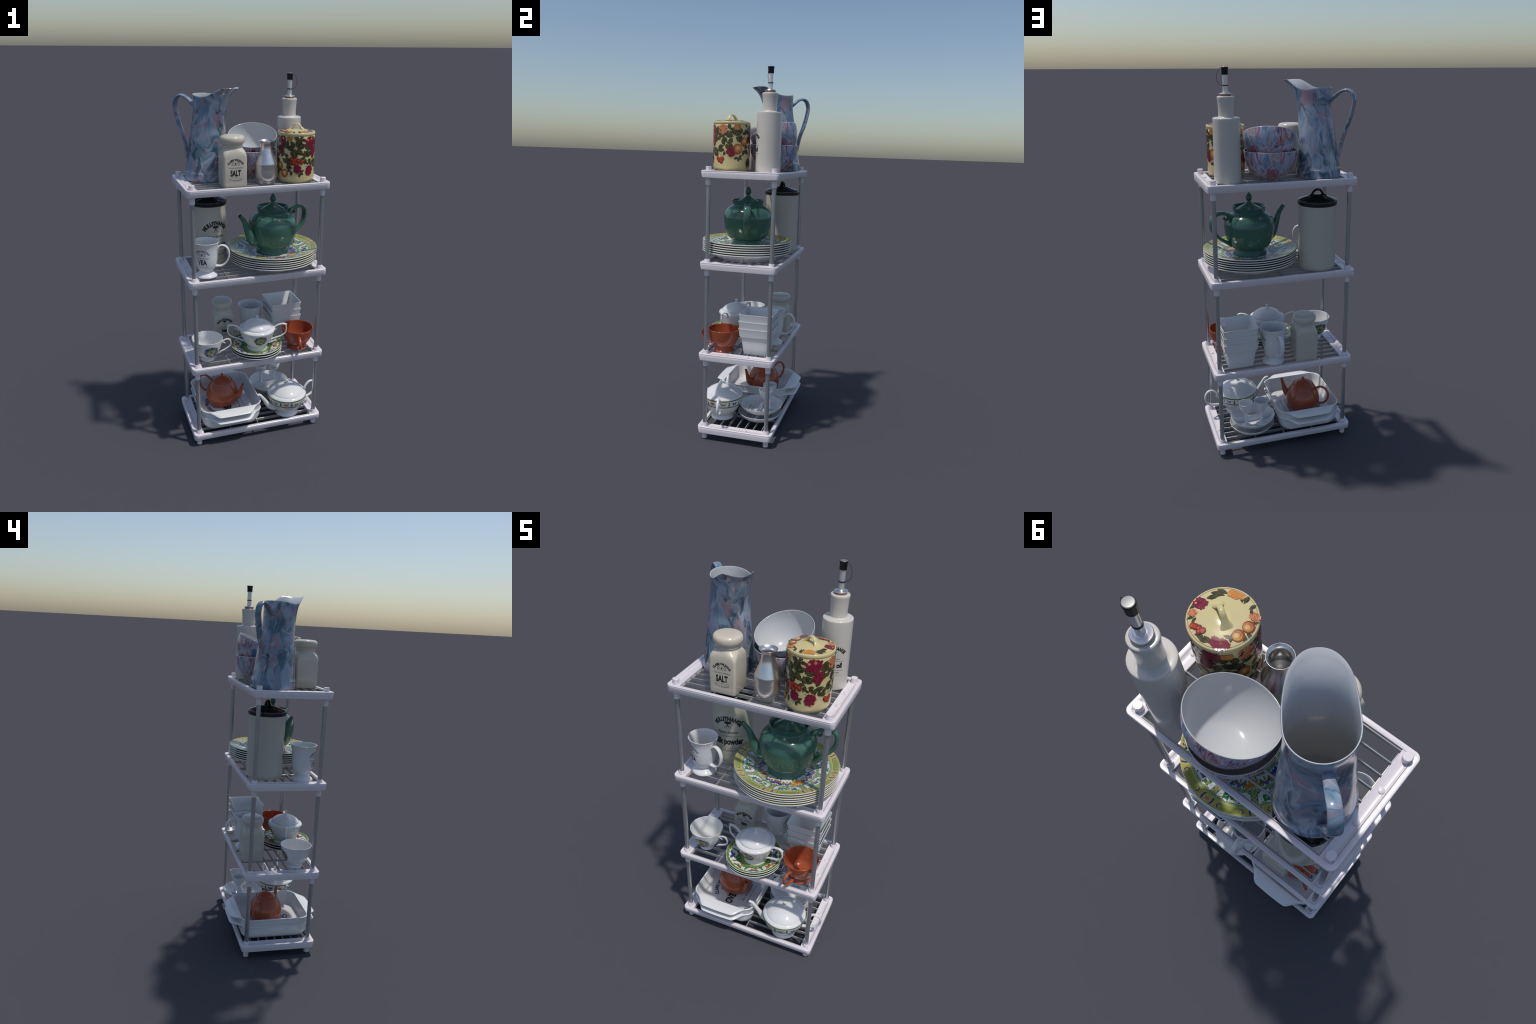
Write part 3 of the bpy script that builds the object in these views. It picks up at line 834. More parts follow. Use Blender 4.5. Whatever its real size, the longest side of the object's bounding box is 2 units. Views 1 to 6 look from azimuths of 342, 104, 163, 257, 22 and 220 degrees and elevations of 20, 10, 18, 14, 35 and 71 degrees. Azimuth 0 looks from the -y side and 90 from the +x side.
# --- metal carafe ----------------------------------------------------------
vase = thing("metal_carafe", (0.0465, -0.1080, Z1), "small polished metal carafe with angular shoulder", "carafe")
vo = [(0, 0), (0.044, 0), (0.044, 0), (0.0475, .0015), (0.0492, .006), (0.0520, .040), (0.0548, .080), (0.0560, .1005), (0.0556, .1050), (0.0556, .1050), (0.0500, .1190), (0.0430, .1370), (0.0350, .1560), (0.0305, .1720), (0.0288, .1880), (0.0292, .1970), (0.0325, .2075), (0.0385, .2155), (0.0392, .2168)]
obj("carafe_body", lathe("carafe_body", vo + [(0.0385, .2172), (0.0310, .2075), (0.0278, .1970), (0.0274, .1880), (0.0292, .1720), (0.034, .1560), (0.048, .1190), (0.054, .100), (0.047, .006), (0, .005)], CHROME, per=5), vase)

# --- marbled bowls -----------------------------------------------------------
bo = [(0, 0), (0.046, 0), (0.046, 0), (0.0492, .0012), (0.0500, .004), (0.0500, .004), (0.0690, .0150), (0.0855, .0290), (0.1005, .0465), (0.1125, .0670), (0.1215, .0880), (0.1275, .1085), (0.1306, .1290), (0.1314, .1440)]
bowl_prof = bo + [(0.1304, .1462), (0.1284, .1450), (0.1276, .1290), (0.1244, .1085), (0.1184, .0885), (0.1092, .0680), (0.0970, .0485), (0.0815, .0320), (0.0620, .0195), (0.030, .0120), (0, .0100)]
bowl_me = lathe("mixing_bowl", bowl_prof, [BOWL_MAT, ENAMEL_WHITE], 96, split=len(bo) - 1)
b0 = obj("mixing_bowl", bowl_me, None, (0.034, 0.0985, Z1), math.radians(35))
b1 = obj("mixing_bowl", bowl_me, None)
lean = Vector((-0.125, -0.385, 1.0)).normalized()          # the upper bowl tips forward on the lower one
b1.rotation_euler = lean.to_track_quat("Z", "Y").to_euler()
b1.location = Vector((0.034, 0.0910, 1.6880)) - lean * 0.145
for o in (b0, b1):
    o["label"], o["category"] = "round bowl with swirled pink and blue marbling", "bowl"

# --- marbled pitcher ---------------------------------------------------------
pit = thing("pitcher", (-0.2025, 0.0560, Z1), "tall blue pink marbled enamel pitcher with wide spout", "pitcher", math.atan2(-0.745, 0.667))
# height, centre offset, half width, front reach, back reach, share of the spout lift
levels = [(0.000, -.032, .105, .103, .103, 0), (0.0015, -.032, .1115, .109, .109, 0), (0.006, -.032, .1150, .1125, .1125, 0), (0.040, -.031, .1145, .1120, .1120, 0), (0.0455, -.0308, .1140, .1115, .1115, 0), (0.0475, -.0306, .1118, .1095, .1095, 0),
          (0.080, -.029, .1080, .1060, .1060, 0), (0.120, -.0265, .1030, .1015, .1015, 0), (0.160, -.024, .0990, .0980, .0980, 0), (0.200, -.021, .0950, .0940, .0940, 0), (0.240, -.0175, .0905, .0905, .0905, 0), (0.280, -.014, .0868, .0868, .0868, 0),
          (0.318, -.0105, .0838, .0850, .0830, .03), (0.345, -.007, .0818, .0895, .0825, .18), (0.372, -.004, .0810, .0965, .0840, .42), (0.398, -.002, .0812, .1110, .0860, .70), (0.418, -.001, .0820, .1330, .0885, .90), (0.4345, 0, .0830, .1620, .0900, 1.0)]
lv = [tuple(x) for x in crom(levels, 3)]
def pitcher_ring(L, inset, drop=0.0, n=96):
    z, c, w, f, b, k = L
    out = []
    for i in range(n):
        t = TAU * i / n
        cs, sn = math.cos(t), math.sin(t)
        # the front of the rim squares off into a broad pouring lip
        e = 1 - .30 * k if cs > 0 else 1
        x = c + ((f - inset) if cs > 0 else (b - inset)) * math.copysign(abs(cs) ** e, cs)
        u = min(max(cs, 0) / .62, 1)
        lift = .037 * u * u * (3 - 2 * u) - .006 * max(cs, 0) ** 6 - .009 * sn ** 4
        y = (w + .0025 - inset) * math.copysign(abs(sn) ** (1 - .12 * k if cs > 0 else 1), sn) * (1 - (.20 * k * max(cs, 0) ** 1.5))
        out.append((x, y + .0035, z + k * lift + drop))
    return out
rings = [[(lv[0][1], .0035, 0)], *[pitcher_ring(L, 0) for L in lv], pitcher_ring(lv[-1], .0012, .0016), pitcher_ring(lv[-1], .0035, .0010)]
nout = len(rings) - 2
rings += [pitcher_ring(L, .0042) for L in lv[::-1][1:] if L[0] > .008] + [[(-.032, .0035, .006)]]
obj("pitcher_body", loft(rings, [PITCHER_MAT, ENAMEL_WHITE], "pitcher_body", lambda k: 1 if k >= nout else 0, sharp=45), pit)
ph = obj("pitcher_handle", sweep("pitcher_handle", [(-.0895, 0, .371), (-.098, 0, .3785), (-.114, 0, .392), (-.141, 0, .413), (-.175, 0, .4230), (-.202, 0, .4090), (-.2135, 0, .374), (-.205, 0, .322), (-.187, 0, .264), (-.164, 0, .207), (-.150, 0, .157), (-.141, 0, .117), (-.136, 0, .096), (-.131, 0, .089)],
    [(.015, .008)] * 3 + [(.0165, .007)] * 2 + [(.017, .0072)] * 6 + [(.017, .0075), (.015, .008), (.011, .007)], PITCHER_MAT, (0, 1, 0), 20, 2.6), pit)
ph.rotation_euler = (0, 0, math.radians(2.6))

# ================================================================== SECOND SHELF
# --- dinner plates -----------------------------------------------------------
def plate_profile(R, foot, h, well):
    """Underside from the foot ring to the rim, then the eating face back to the centre."""
    t = 0.0055
    under = [(0, .004), (foot - .006, .004), (foot - .005, .0005), (foot, 0), (foot + .003, .002), (foot + .003, .002), (foot + (R - foot) * .35, h * .34), (foot + (R - foot) * .7, h * .68), (R - .002, h - .0062), (R, h - .0045)]
    top = [(R - .0003, h - .0010), (R - .003, h), (R - (R - well) * .25, h - .0075), (R - (R - well) * .6, h - .0185), (well + .012, h - .0290), (well, h - .0340), (well - .012, h - .0360), (well * .4, h - .0372), (0, h - .0375)]
    return under, top
un, tp = plate_profile(.2450, .146, .0505, .140)
plate_me = lathe("dinner_plate", un + tp, [PORCELAIN, PLATE_MAT], 128, split=len(un))
for i in range(6):
    o = obj("dinner_plate", plate_me, None, (.118 + RNG.uniform(-.0012, .0012), -.0149 + RNG.uniform(-.0012, .0012), Z2 + i * .01180), 0 if i == 5 else RNG.uniform(0, TAU))
    o["label"], o["category"] = "dinner plate with yellow border and colourful floral pattern", "plate"
top_plate = o
zp = lambda r: float(np.interp(r, [p[0] for p in crom(tp)][::-1], [p[1] for p in crom(tp)][::-1]))
for i in range(8):
    P = Print(wrap_top(zp, 45 * i, .116))
    butterfly(P, 0, .002, .034, [(P_BLUE, P_RED, P_NAVY), (P_ORANGE, P_ORANGE, PEACH_D), (P_PURPLE, P_BLUE, P_NAVY), (P_LIME, P_ORANGE, P_OLIVE)][i % 4])
    for sx in (-1, 1):
        P.leaf(sx * .030, .001, .030, .0055, math.pi / 2 - sx * .25, P_OLIVE, P_LIME)
        P.stroke([(sx * .014, .018), (sx * .019, .021), (sx * .022, .017), (sx * .018, .015)], .0012, P_OLIVE)
    P.build("butterfly_print", top_plate)
    P = Print(wrap_top(zp, 45 * i + 22.5, .180))
    # potted plant and fruit, or jar and leaves, in every panel
    vase = [(-.010, -.012), (.010, -.012), (.005, .006), (-.005, .006)]
    P.blob(vase, P_PURPLE if i % 2 else P_LIME, (.004, .004), .15, 0, 2)
    P.disc(.002, -.010, .0085, P_ORANGE, .0070)
    for k in range(7):
        P.leaf(-.020 + .010 * math.cos(k * .9), -.006 + .009 * math.sin(k * .9), .016, .0024, k * .9, P_GREEN)
    P.leaf(.026, -.010, .024, .0040, -.5, P_GREEN, P_LIME)
    P.leaf(.022, .008, .020, .0036, .8, P_OLIVE)
    P.disc(.034, .004, .0055, P_LIME if i % 2 else P_PURPLE, .0075)
    for sx in (-1, 1):
        P.stroke([(sx * .036, .016), (sx * .041, .012), (sx * .045, .016), (sx * .041, .019), (sx * .037, .021)], .0016, P_OLIVE)
    P.build("still_life_print", top_plate)
PLATE_TOP = Z2 + 5 * .01180 + .0505 - .0375

# --- green teapot ------------------------------------------------------------
gz = PLATE_TOP + .0006
gt = thing("green_teapot", (0.119, -0.0145, gz), "glossy dark green ceramic teapot with acorn finial", "teapot", math.atan2(-.28, -.96))
gp = [(0, 0), (0.0865, 0), (0.0865, 0), (0.0885, .0025), (0.0868, .0120), (0.0820, .0210), (0.0785, .0280), (0.0790, .0320), (0.0790, .0320), (0.0920, .0390), (0.1060, .0500), (0.1180, .0720), (0.1260, .1000), (0.1305, .1300), (0.1318, .1540), (0.1300, .1690), (0.1300, .1690), (0.1240, .1860), (0.1130, .2010), (0.0970, .2140), (0.0840, .2220), (0.0812, .2260), (0.0812, .2260), (0.0845, .2380), (0.0895, .2490), (0.0902, .2510)]
gi = [(0.0890, .2522), (0.0868, .2510), (0.0800, .2400), (0.0770, .2320), (0.0770, .2300), (0, .2300)]
obj("teapot_body", lathe("teapot_body", gp + gi, GREEN, 96), gt)
obj("teapot_lid", lathe("teapot_lid", [(0.0755, .2300), (0.0755, .2365), (0.0700, .2400), (0.0560, .2470), (0.0400, .2550), (0.0270, .2620), (0.0160, .2690), (0.0105, .2750), (0, .2760)], GREEN, 64), gt)
obj("lid_finial", lathe("lid_finial", [(0.0105, .2735), (0.0093, .2780), (0.0098, .2820), (0.0145, .2880), (0.0165, .2945), (0.0160, .2975), (0.0160, .2975), (0.0160, .3015), (0.0130, .3100), (0.0070, .3185), (0.0015, .3250), (0, .3255)], GREEN, 32), gt)
sp = [(.095, .075), (.128, .085), (.150, .115), (.165, .150), (.178, .185), (.195, .212), (.211, .2310)]
sw = [(.030, .034), (.027, .030), (.022, .0235), (.018, .0185), (.0145, .0150), (.0122, .0125), (.0112, .0110)]
obj("spout", sweep("spout", [(x, 0, z) for x, z in sp], sw, GREEN, (0, 1, 0), 24), gt)
obj("spout_dark_plug", sweep("spout_dark_plug", [(.2085, 0, .2280), (.2116, 0, .2318)], (.0086, .0084), plain("painted_hole_shade", (.004, .01, .008), .6), (0, 1, 0), 16), gt)  # solid dark plug added at the tip, coloured like a shaded bore
hp = [(-.100, .2020), (-.118, .2180), (-.145, .2320), (-.185, .2330), (-.213, .2180), (-.221, .1880), (-.214, .1480), (-.192, .1180), (-.160, .0930), (-.130, .0740), (-.108, .0590)]
gh = obj("handle", sweep("handle", [(x if x > -.12 else -.12 + (x + .12) * .95, 0, z) for x, z in hp], [(.017, .011)] * 2 + [(.0185, .0095)] * 2 + [(.0185, .0095)] * 3 + [(.0175, .009), (.016, .009), (.0145, .0095), (.012, .010)], GREEN, (0, 1, 0), 20, 2.6), gt)
gh.rotation_euler = (0, 0, math.radians(-1.2))
obj("handle_scroll", sweep("handle_scroll", [(-.120, 0, .2080), (-.137, 0, .1980), (-.148, 0, .2060), (-.143, 0, .2130)], [(.013, .006), (.012, .006), (.011, .005), (.009, .003)], GREEN, (0, 1, 0), 14), gt)

# --- milk powder canister ------------------------------------------------------
milk = thing("milk_canister", (-0.2140, 0.1000, Z2), "tall ivory canister with black lid and lettering", "canister")
mp = [(0, 0), (0.080, 0), (0.080, 0), (0.0890, .0030), (0.0950, .0120), (0.0975, .0260), (0.0982, .060), (0.0982, .320), (0.0982, .340), (0.0982, .340), (0.094, .342), (0, .342)]
obj("canister_body", lathe("canister_body", mp, IVORY, 96), milk)
obj("canister_lid", lathe("canister_lid", [(0, .3390), (0.0975, .3390), (0.0975, .3390), (0.1005, .3410), (0.1016, .3470), (0.1016, .3570), (0.1000, .3635), (0.0960, .3665), (0.0960, .3665), (0.0780, .3725), (0.0560, .3790), (0.0380, .3845), (0.0240, .3885), (0, .3905)], BLACK, 96), milk)
obj("lid_handle", sweep("lid_handle", [(-.041, 0, .3810), (-.032, 0, .3860), (-.0245, 0, .3980), (-.015, 0, .4090), (0, 0, .4130), (.015, 0, .4090), (.0245, 0, .3980), (.032, 0, .3860), (.041, 0, .3810)],
    [(.020, .007), (.014, .0065), (.0095, .006), (.0085, .0055), (.0085, .0052), (.0085, .0055), (.0095, .006), (.014, .0065), (.020, .007)], BLACK, (0, 1, 0), 18), milk)
P = Print(wrap_side(mp, 11, 0.20))
w = .071
P.text("MULUTHANGE", 0.0300, INK, (0, .050), .074, .80, .0019)
tree_mark(P, 0, .022, .030, INK)
P.text("Fusion Kitchen", 0.0185, INK, (0, -.024), None, .90, .0003, .4)
P.stroke([(-w, -.046), (w, -.046)], .0013, INK)
P.text("milk powder", 0.0450, INK, (0, -.076), None, .66, .0022)
P.stroke([(-w, -.111), (w, -.111)], .0013, INK)
P.text("For all purposes", 0.0190, INK, (0, -.125), None, .95, 0, .4)
P.stroke([(-w, -.144), (w, -.144)], .0009, INK_FINE)
P.text("since 1998 from the farm", 0.0070, INK_FINE, (0, -.152), None, 1, 0, 0) if False else None
P.stroke([(-w * .7, -.154), (w * .7, -.154)], .0007, INK_FINE)
P.build("printed_label", milk)

# --- footed mugs ---------------------------------------------------------------
mug_out = [(0, .003), (0.050, .003), (0.052, 0), (0.0570, 0), (0.0590, .0030), (0.0560, .0100), (0.0480, .0170), (0.0385, .0240), (0.0330, .0300), (0.0330, .0300), (0.0400, .0350), (0.0485, .0490), (0.0550, .0700), (0.0592, .1000), (0.0610, .1350), (0.0628, .1600), (0.0665, .1790), (0.0706, .1905)]
lip, inn = wall(mug_out, .0034, .040)
mug_me = lathe("mug_body", mug_out + lip[1:] + inn, PORCELAIN, 72)
mug_handle = sweep("mug_handle", [(.0605, 0, .152), (.072, 0, .1660), (.092, 0, .1690), (.111, 0, .1560), (.1205, 0, .1300), (.117, 0, .1000), (.103, 0, .0740), (.080, 0, .0580), (.050, 0, .0560)],
    [(.011, .0065), (.0105, .0055), (.010, .0052), (.010, .005), (.010, .005), (.010, .005), (.010, .005), (.0105, .0052), (.012, .006)], PORCELAIN, (0, 1, 0), 18, 2.4)


def mug(loc, handle_az, label_az, word, label, tall=1.0):
    t = thing("footed_mug", loc, label, "mug")
    obj("mug_body", mug_me, t)
    h = obj("mug_handle", mug_handle, t)
    h.rotation_euler = (0, 0, math.radians(handle_az - 90))
    P = Print(wrap_side(mug_out, label_az, .095))
    P.text("CLAIRE WILSON'S", 0.0130, INK, (0, .058), .043, .88, .0003)
    emblem(P, 0, .038, .024, INK_FINE)
    P.text("Country kitchen", 0.0120, INK_FINE, (0, .019), None, .92, 0, .4)
    P.text(word, 0.0370, INK, (0, -.006), None, .74, .0014)
    P.text("For all purposes", 0.0100, INK_FINE, (0, -.034), -.08, .95, 0, .2)
    P.build("printed_label", t)
    t.scale = (1 + (tall - 1) * .8, 1 + (tall - 1) * .8, tall)
    return t


mug((-0.2735, -0.0945, Z2), 70, 325, "TEA", "white footed mug lettered with the word tea")

# ================================================================== THIRD SHELF
mug((0.0354, 0.1287, Z3), 187, 86, "TEA", "white footed mug with lettering and flat handle", 1.04)

tea, H = square_jar("tea_jar", (-0.1372, 0.1306, Z3), "ivory square ceramic tea jar with round lid", IVORY)
P = Print(lambda a, b, lift: (a, -H - .0008 - lift, b))
P.text("MULUTHANGE", 0.0170, INK, (0, .148), .048, .88, .0010)
tree_mark(P, 0, .131, .020, INK)
P.text("Fusion Kitchen", 0.0115, INK_FINE, (0, .103), None, .95, 0, .4)
P.stroke([(-.045, .094), (.045, .094)], .0010, INK)
P.text("tea", 0.034, INK, (0, .078), None, .8, .0016)
P.stroke([(-.045, .060), (.045, .060)], .0010, INK)
P.text("For all purposes", 0.0115, INK_FINE, (0, .051), None, .95, 0, .3)
P.stroke([(-.042, .042), (.042, .042)], .0006, INK_FINE)
P.build("printed_label", tea)

# --- stacked square bowls ------------------------------------------------------
def sq(h, rad, z):
    return rrect(h, h, rad, z, 5, 4, 4)
sb = [sq(.058, .008, 0), sq(.0655, .010, .0012), sq(.0672, .011, .005), sq(.0785, .012, .086), sq(.0800, .012, .096), sq(.0850, .012, .0995), sq(.0868, .012, .1020), sq(.0925, .012, .1440), sq(.0932, .012, .1462), sq(.0925, .0115, .1475), sq(.0908, .011, .1472), sq(.0892, .0108, .144)]
sb += [sq(.0835, .010, .1020), sq(.0765, .010, .092), sq(.0640, .010, .010), sq(.058, .009, .006), sq(.02, .004, .0055)]
square_me = loft(sb, PORCELAIN, "square_bowl", sharp=28)
for i in range(3):
    o = obj("square_bowl", square_me, None, (.2195, .0945, Z3 + i * .0400), math.radians((0.3, -0.6, 0.2)[i]))
    o["label"], o["category"] = "deep white square ceramic bowl with rim band", "bowl"

# --- orange cup ----------------------------------------------------------------
oc = thing("orange_cup", (0.2510, -0.0948, Z3), "glossy orange ceramic teacup on a foot ring", "cup", math.atan2(-.97, -.25))
co = [(0, .004), (0.052, .004), (0.054, 0), (0.0590, 0), (0.0602, .0030), (0.0575, .0070), (0.0510, .0140), (0.0480, .0210), (0.0480, .0210), (0.0560, .0290), (0.0680, .0430), (0.0765, .0610), (0.0825, .0840), (0.0865, .1060), (0.0885, .1245)]
lip, inn = wall(co, .0036, .028)
obj("cup_body", lathe("cup_body", co + lip[1:] + inn, TERRACOTTA, 80), oc)
obj("cup_handle", sweep("cup_handle", [(.0825, 0, .0920), (.098, 0, .1020), (.122, 0, .1050), (.139, 0, .0930), (.144, 0, .0720), (.135, 0, .0500), (.115, 0, .0340), (.092, 0, .0270), (.062, 0, .0320)],
    [(.009, .006), (.0085, .0055), (.008, .005), (.008, .005), (.008, .005), (.008, .005), (.0085, .005), (.009, .005), (.010, .006)], TERRACOTTA, (0, 1, 0), 16), oc)

# --- saucers ---------------------------------------------------------------------
def sauc(R, h):
    under = [(0, .003), (.056, .003), (.058, 0), (.062, 0), (.064, .003), (.064, .003), (.092, .0130), (.120, .0245), (R - .001, h - .0035), (R, h - .0022)]
    top = [(R - .0005, h - .0006), (R - .002, h), (.126, h - .0075), (.105, h - .0165), (.086, h - .0240), (.070, h - .0290), (.040, h - .0305), (0, h - .0310)]
    return under, top
un, tp = sauc(.1437, .0375)
saucer_me = lathe("saucer", un + tp, [PORCELAIN, SAUCER_MAT], 96, split=len(un))
SXY = (-.0005, -.1030)
top_saucer = None
for i in range(3):
    o = obj("saucer", saucer_me, None, (SXY[0], SXY[1], Z3 + i * .0143), 0 if i == 2 else RNG.uniform(0, TAU))
    o["label"], o["category"] = "white saucer with green border and butterflies", "saucer"
    top_saucer = o
zs = lambda r: float(np.interp(r, [p[0] for p in crom(tp)][::-1], [p[1] for p in crom(tp)][::-1]))
duo = [(P_BLUE, P_PURPLE, P_NAVY), (P_OLIVE, P_ORANGE, P_NAVY), (P_PURPLE, P_RED, P_NAVY), (P_ORANGE, PEACH_D, P_NAVY)]
for i in range(8):
    a0 = 293 + 45 * i
    P = Print(wrap_top(zs, a0, .108))
    butterfly(P, 0, 0, .030, duo[i % 4])
    for sx in (-1, 1):
        P.stroke([(sx * .020, .013), (sx * .025, .016), (sx * .024, .011)], .0010, P_OLIVE)
    P.build("butterfly_print", top_saucer)
    P = Print(wrap_top(zs, a0 + 22.5, .104))
    P.leaf(0, 0.002, .036, .0055, math.pi / 2, P_OLIVE, P_GREEN)
    P.disc(-.006, -.015, .0045, P_NAVY)
    P.disc(.006, -.015, .0045, P_NAVY)
    P.build("leaf_print", top_saucer)

# --- lidded sugar bowl -------------------------------------------------------------
sz = Z3 + 2 * .0143 + .0375 - .0310 + .0006
sug = thing("sugar_bowl", (0.0055, -0.1020, sz), "white porcelain sugar bowl with two scrolled handles", "sugar bowl")
D = lambda z: z - sz
su = [(0, .003), (0.052, .003), (0.053, 0), (0.0575, 0), (0.0580, .003), (0.0545, .0100), (0.0515, .0180), (0.0520, .0215), (0.0520, .0215), (0.0610, .0290), (0.0720, .0440), (0.0830, .0660), (0.0920, .0880), (0.0985, .1070), (0.1010, .1160), (0.1000, .1215), (0.0950, .1262), (0.0870, .1290), (0.0800, .1300), (0, .1300)]
obj("bowl_body", lathe("bowl_body", su, PORCELAIN, 96), sug)
sl = [(0, .1290), (0.0800, .1290), (0.0800, .1290), (0.0815, .1335), (0.0795, .1385), (0.0700, .1480), (0.0540, .1590), (0.0310, .1680), (0.0150, .1730), (0.0120, .1752), (0.0120, .1752), (0.0100, .1765), (0, .1770)]
obj("bowl_lid", lathe("bowl_lid", sl, PORCELAIN, 96), sug)
obj("lid_finial", lathe("lid_finial", [(0.0085, .1755), (0.0060, .1790), (0.0055, .1850), (0.0080, .1895), (0.0086, .1925), (0.0060, .1960), (0.0025, .1978), (0, .1980)], PORCELAIN, 24), sug)
def scroll_handle(sx, rise, out):
    pth = [(.092, rise - .006), (.104, rise + .004), (.120, rise + .014), (.142, rise + .018), (.160, rise + .011), (.165, rise - .015), (.158, rise - .038), (.136, rise - .055), (.104, rise - .066), (.078, rise - .078), (.066, rise - .090)]
    return [(sx * (x * out), 0, z) for x, z in pth]
hs = [(.0080, .0055), (.0072, .0048), (.0070, .0042), (.0070, .0038), (.0066, .0040), (.0055, .0040), (.0052, .0040), (.0052, .0040), (.0056, .0042), (.0060, .0045), (.0045, .0035)]
ha = math.atan2(-.23, .973)
for sx in (1, -1):
    h = obj("bowl_handle", sweep("bowl_handle", scroll_handle(sx, .1225, 1.0), hs, PORCELAIN, (0, 1, 0), 14), sug)
    h.rotation_euler = (0, 0, ha)
    h = obj("handle_thumb_rest", sweep("handle_thumb_rest", [(sx * .128, 0, .1395), (sx * .148, 0, .1425), (sx * .169, 0, .1370)], [(.0070, .003), (.0075, .0035), (.0050, .0025)], PORCELAIN, (0, 1, 0), 12), sug)
    h.rotation_euler = (0, 0, ha)
    h = obj("handle_spur", sweep("handle_spur", [(sx * .098, 0, .1150), (sx * .106, 0, .1080), (sx * .106, 0, .0990)], [(.006, .005), (.004, .004), (.0015, .0015)], PORCELAIN, (0, 1, 0), 12), sug)
    h.rotation_euler = (0, 0, ha)
for a0 in (356, 176):
    P = Print(wrap_side(su, a0, D(.6025)))
    rosette(P, .0385, .0335)
    P.build("rosette_print", sug)

# --- decorated teacup ----------------------------------------------------------------
dc = thing("teacup", (-0.2780, -0.0885, Z3), "white porcelain teacup with painted flower medallion", "cup")
do = [(0, .003), (0.033, .003), (0.0345, 0), (0.0380, 0), (0.0388, .003), (0.0365, .0085), (0.0350, .0150), (0.0362, .0180), (0.0362, .0180), (0.0470, .0270), (0.0590, .0420), (0.0690, .0620), (0.0765, .0850), (0.0815, .1060), (0.0845, .1230), (0.0857, .1290)]
lip, inn = wall(do, .0026, .022)
obj("cup_body", lathe("cup_body", do + lip[1:] + inn, PORCELAIN, 80), dc)
ha2 = math.atan2(-.15, .988)
for nm, pth, sizes in (("cup_handle", [(.0785, .0970), (.088, .1040), (.100, .1120), (.116, .1120), (.128, .1020), (.131, .0870), (.122, .0690), (.098, .0520), (.075, .0410), (.062, .0280)], [(.0065, .005), (.006, .0045), (.006, .004), (.006, .004), (.0055, .004), (.0052, .004), (.0052, .004), (.0052, .004), (.0055, .004), (.004, .003)]),
                       ("handle_thumb_rest", [(.104, .1135), (.117, .1155), (.130, .1100)], [(.0055, .0025), (.006, .003), (.004, .002)]),
                       ("handle_spur", [(.084, .0980), (.096, .0920), (.0985, .0850)], [(.0055, .0045), (.004, .0035), (.0015, .0015)])):
    h = obj(nm, sweep(nm, [(x, 0, z) for x, z in pth], sizes, PORCELAIN, (0, 1, 0), 14), dc)
    h.rotation_euler = (0, 0, ha2)
for a0 in (5, 185):
    P = Print(wrap_side(do, a0, .562 - Z3))
    rosette(P, .0440, .0385)
    P.build("rosette_print", dc)

# ================================================================== BOTTOM SHELF
# --- nested baking dishes ---------------------------------------------------------------
def dish_ring(hx, hy, rad, z, lip=0.0, droop=0.0):
    out = []
    for x, y, zz in rrect(hx, hy, rad, z, 8, 28, 12):
        if lip:
            s = min(max((.146 - abs(x)) / .062, 0), 1)
            s = s * s * (3 - 2 * s) * min(max((abs(y) - hy + .02) / .02, 0), 1)
            bow = 1 - .10 * (x / .12) ** 2
            y += math.copysign(lip * s * bow, y)
            zz -= droop * s
        out.append((x, y, zz))
    return out
dr = [dish_ring(.128, .156, .04, 0), dish_ring(.1405, .1695, .046, .0015), dish_ring(.1495, .1785, .05, .008), dish_ring(.1590, .1855, .052, .020), dish_ring(.1670, .1890, .052, .036), dish_ring(.1715, .1905, .052, .055), dish_ring(.1730, .1912, .052, .074),
      dish_ring(.1745, .1920, .052, .0785, .030, .004), dish_ring(.1760, .1930, .052, .0812, .052, .009), dish_ring(.1764, .1934, .052, .0842, .056, .008), dish_ring(.1752, .1925, .052, .0868, .052, .006), dish_ring(.1725, .1910, .052, .0874, .028, .001),
      dish_ring(.1700, .1890, .050, .0864), dish_ring(.1680, .1868, .048, .080), dish_ring(.1655, .1845, .047, .062), dish_ring(.1580, .1800, .046, .030), dish_ring(.1480, .1730, .044, .013), dish_ring(.1340, .1620, .042, .0060), dish_ring(.05, .07, .02, .0045)]
dish_me = loft(dr, PORCELAIN, "baking_dish", sharp=50)
DXY = (-.1572, .0105)
for i in range(2):
    d_ = obj("baking_dish", dish_me, None, (DXY[0], DXY[1], Z4 + i * .0412))
    d_["label"], d_["category"] = "white rectangular ceramic baking dish with end lips", "baking dish"
# reader's right is +y, up is -x
P = Print(lambda a, b, lift: (-b, a, .0064 + lift))
P.text("CLAIRE WILSON'S", 0.027, INK, (0, .108), .120, .86, .0010)
emblem(P, 0, .062, .05, INK_FINE)
P.text("Country kitchen", 0.024, INK_FINE, (0, .018), None, .95, 0, .4)
P.text("OVEN", 0.056, INK, (-.066, -.006), None, .66, .0022)
P.stroke([(-.078, -.052), (.078, -.052)], .0012, INK_FINE)
P.text("For all purposes", 0.020, INK, (0, -.074), None, 1.05, 0, 0)
P.stroke([(-.072, -.100), (.072, -.100)], .0020, INK_FINE)
P.build("printed_label", d_)

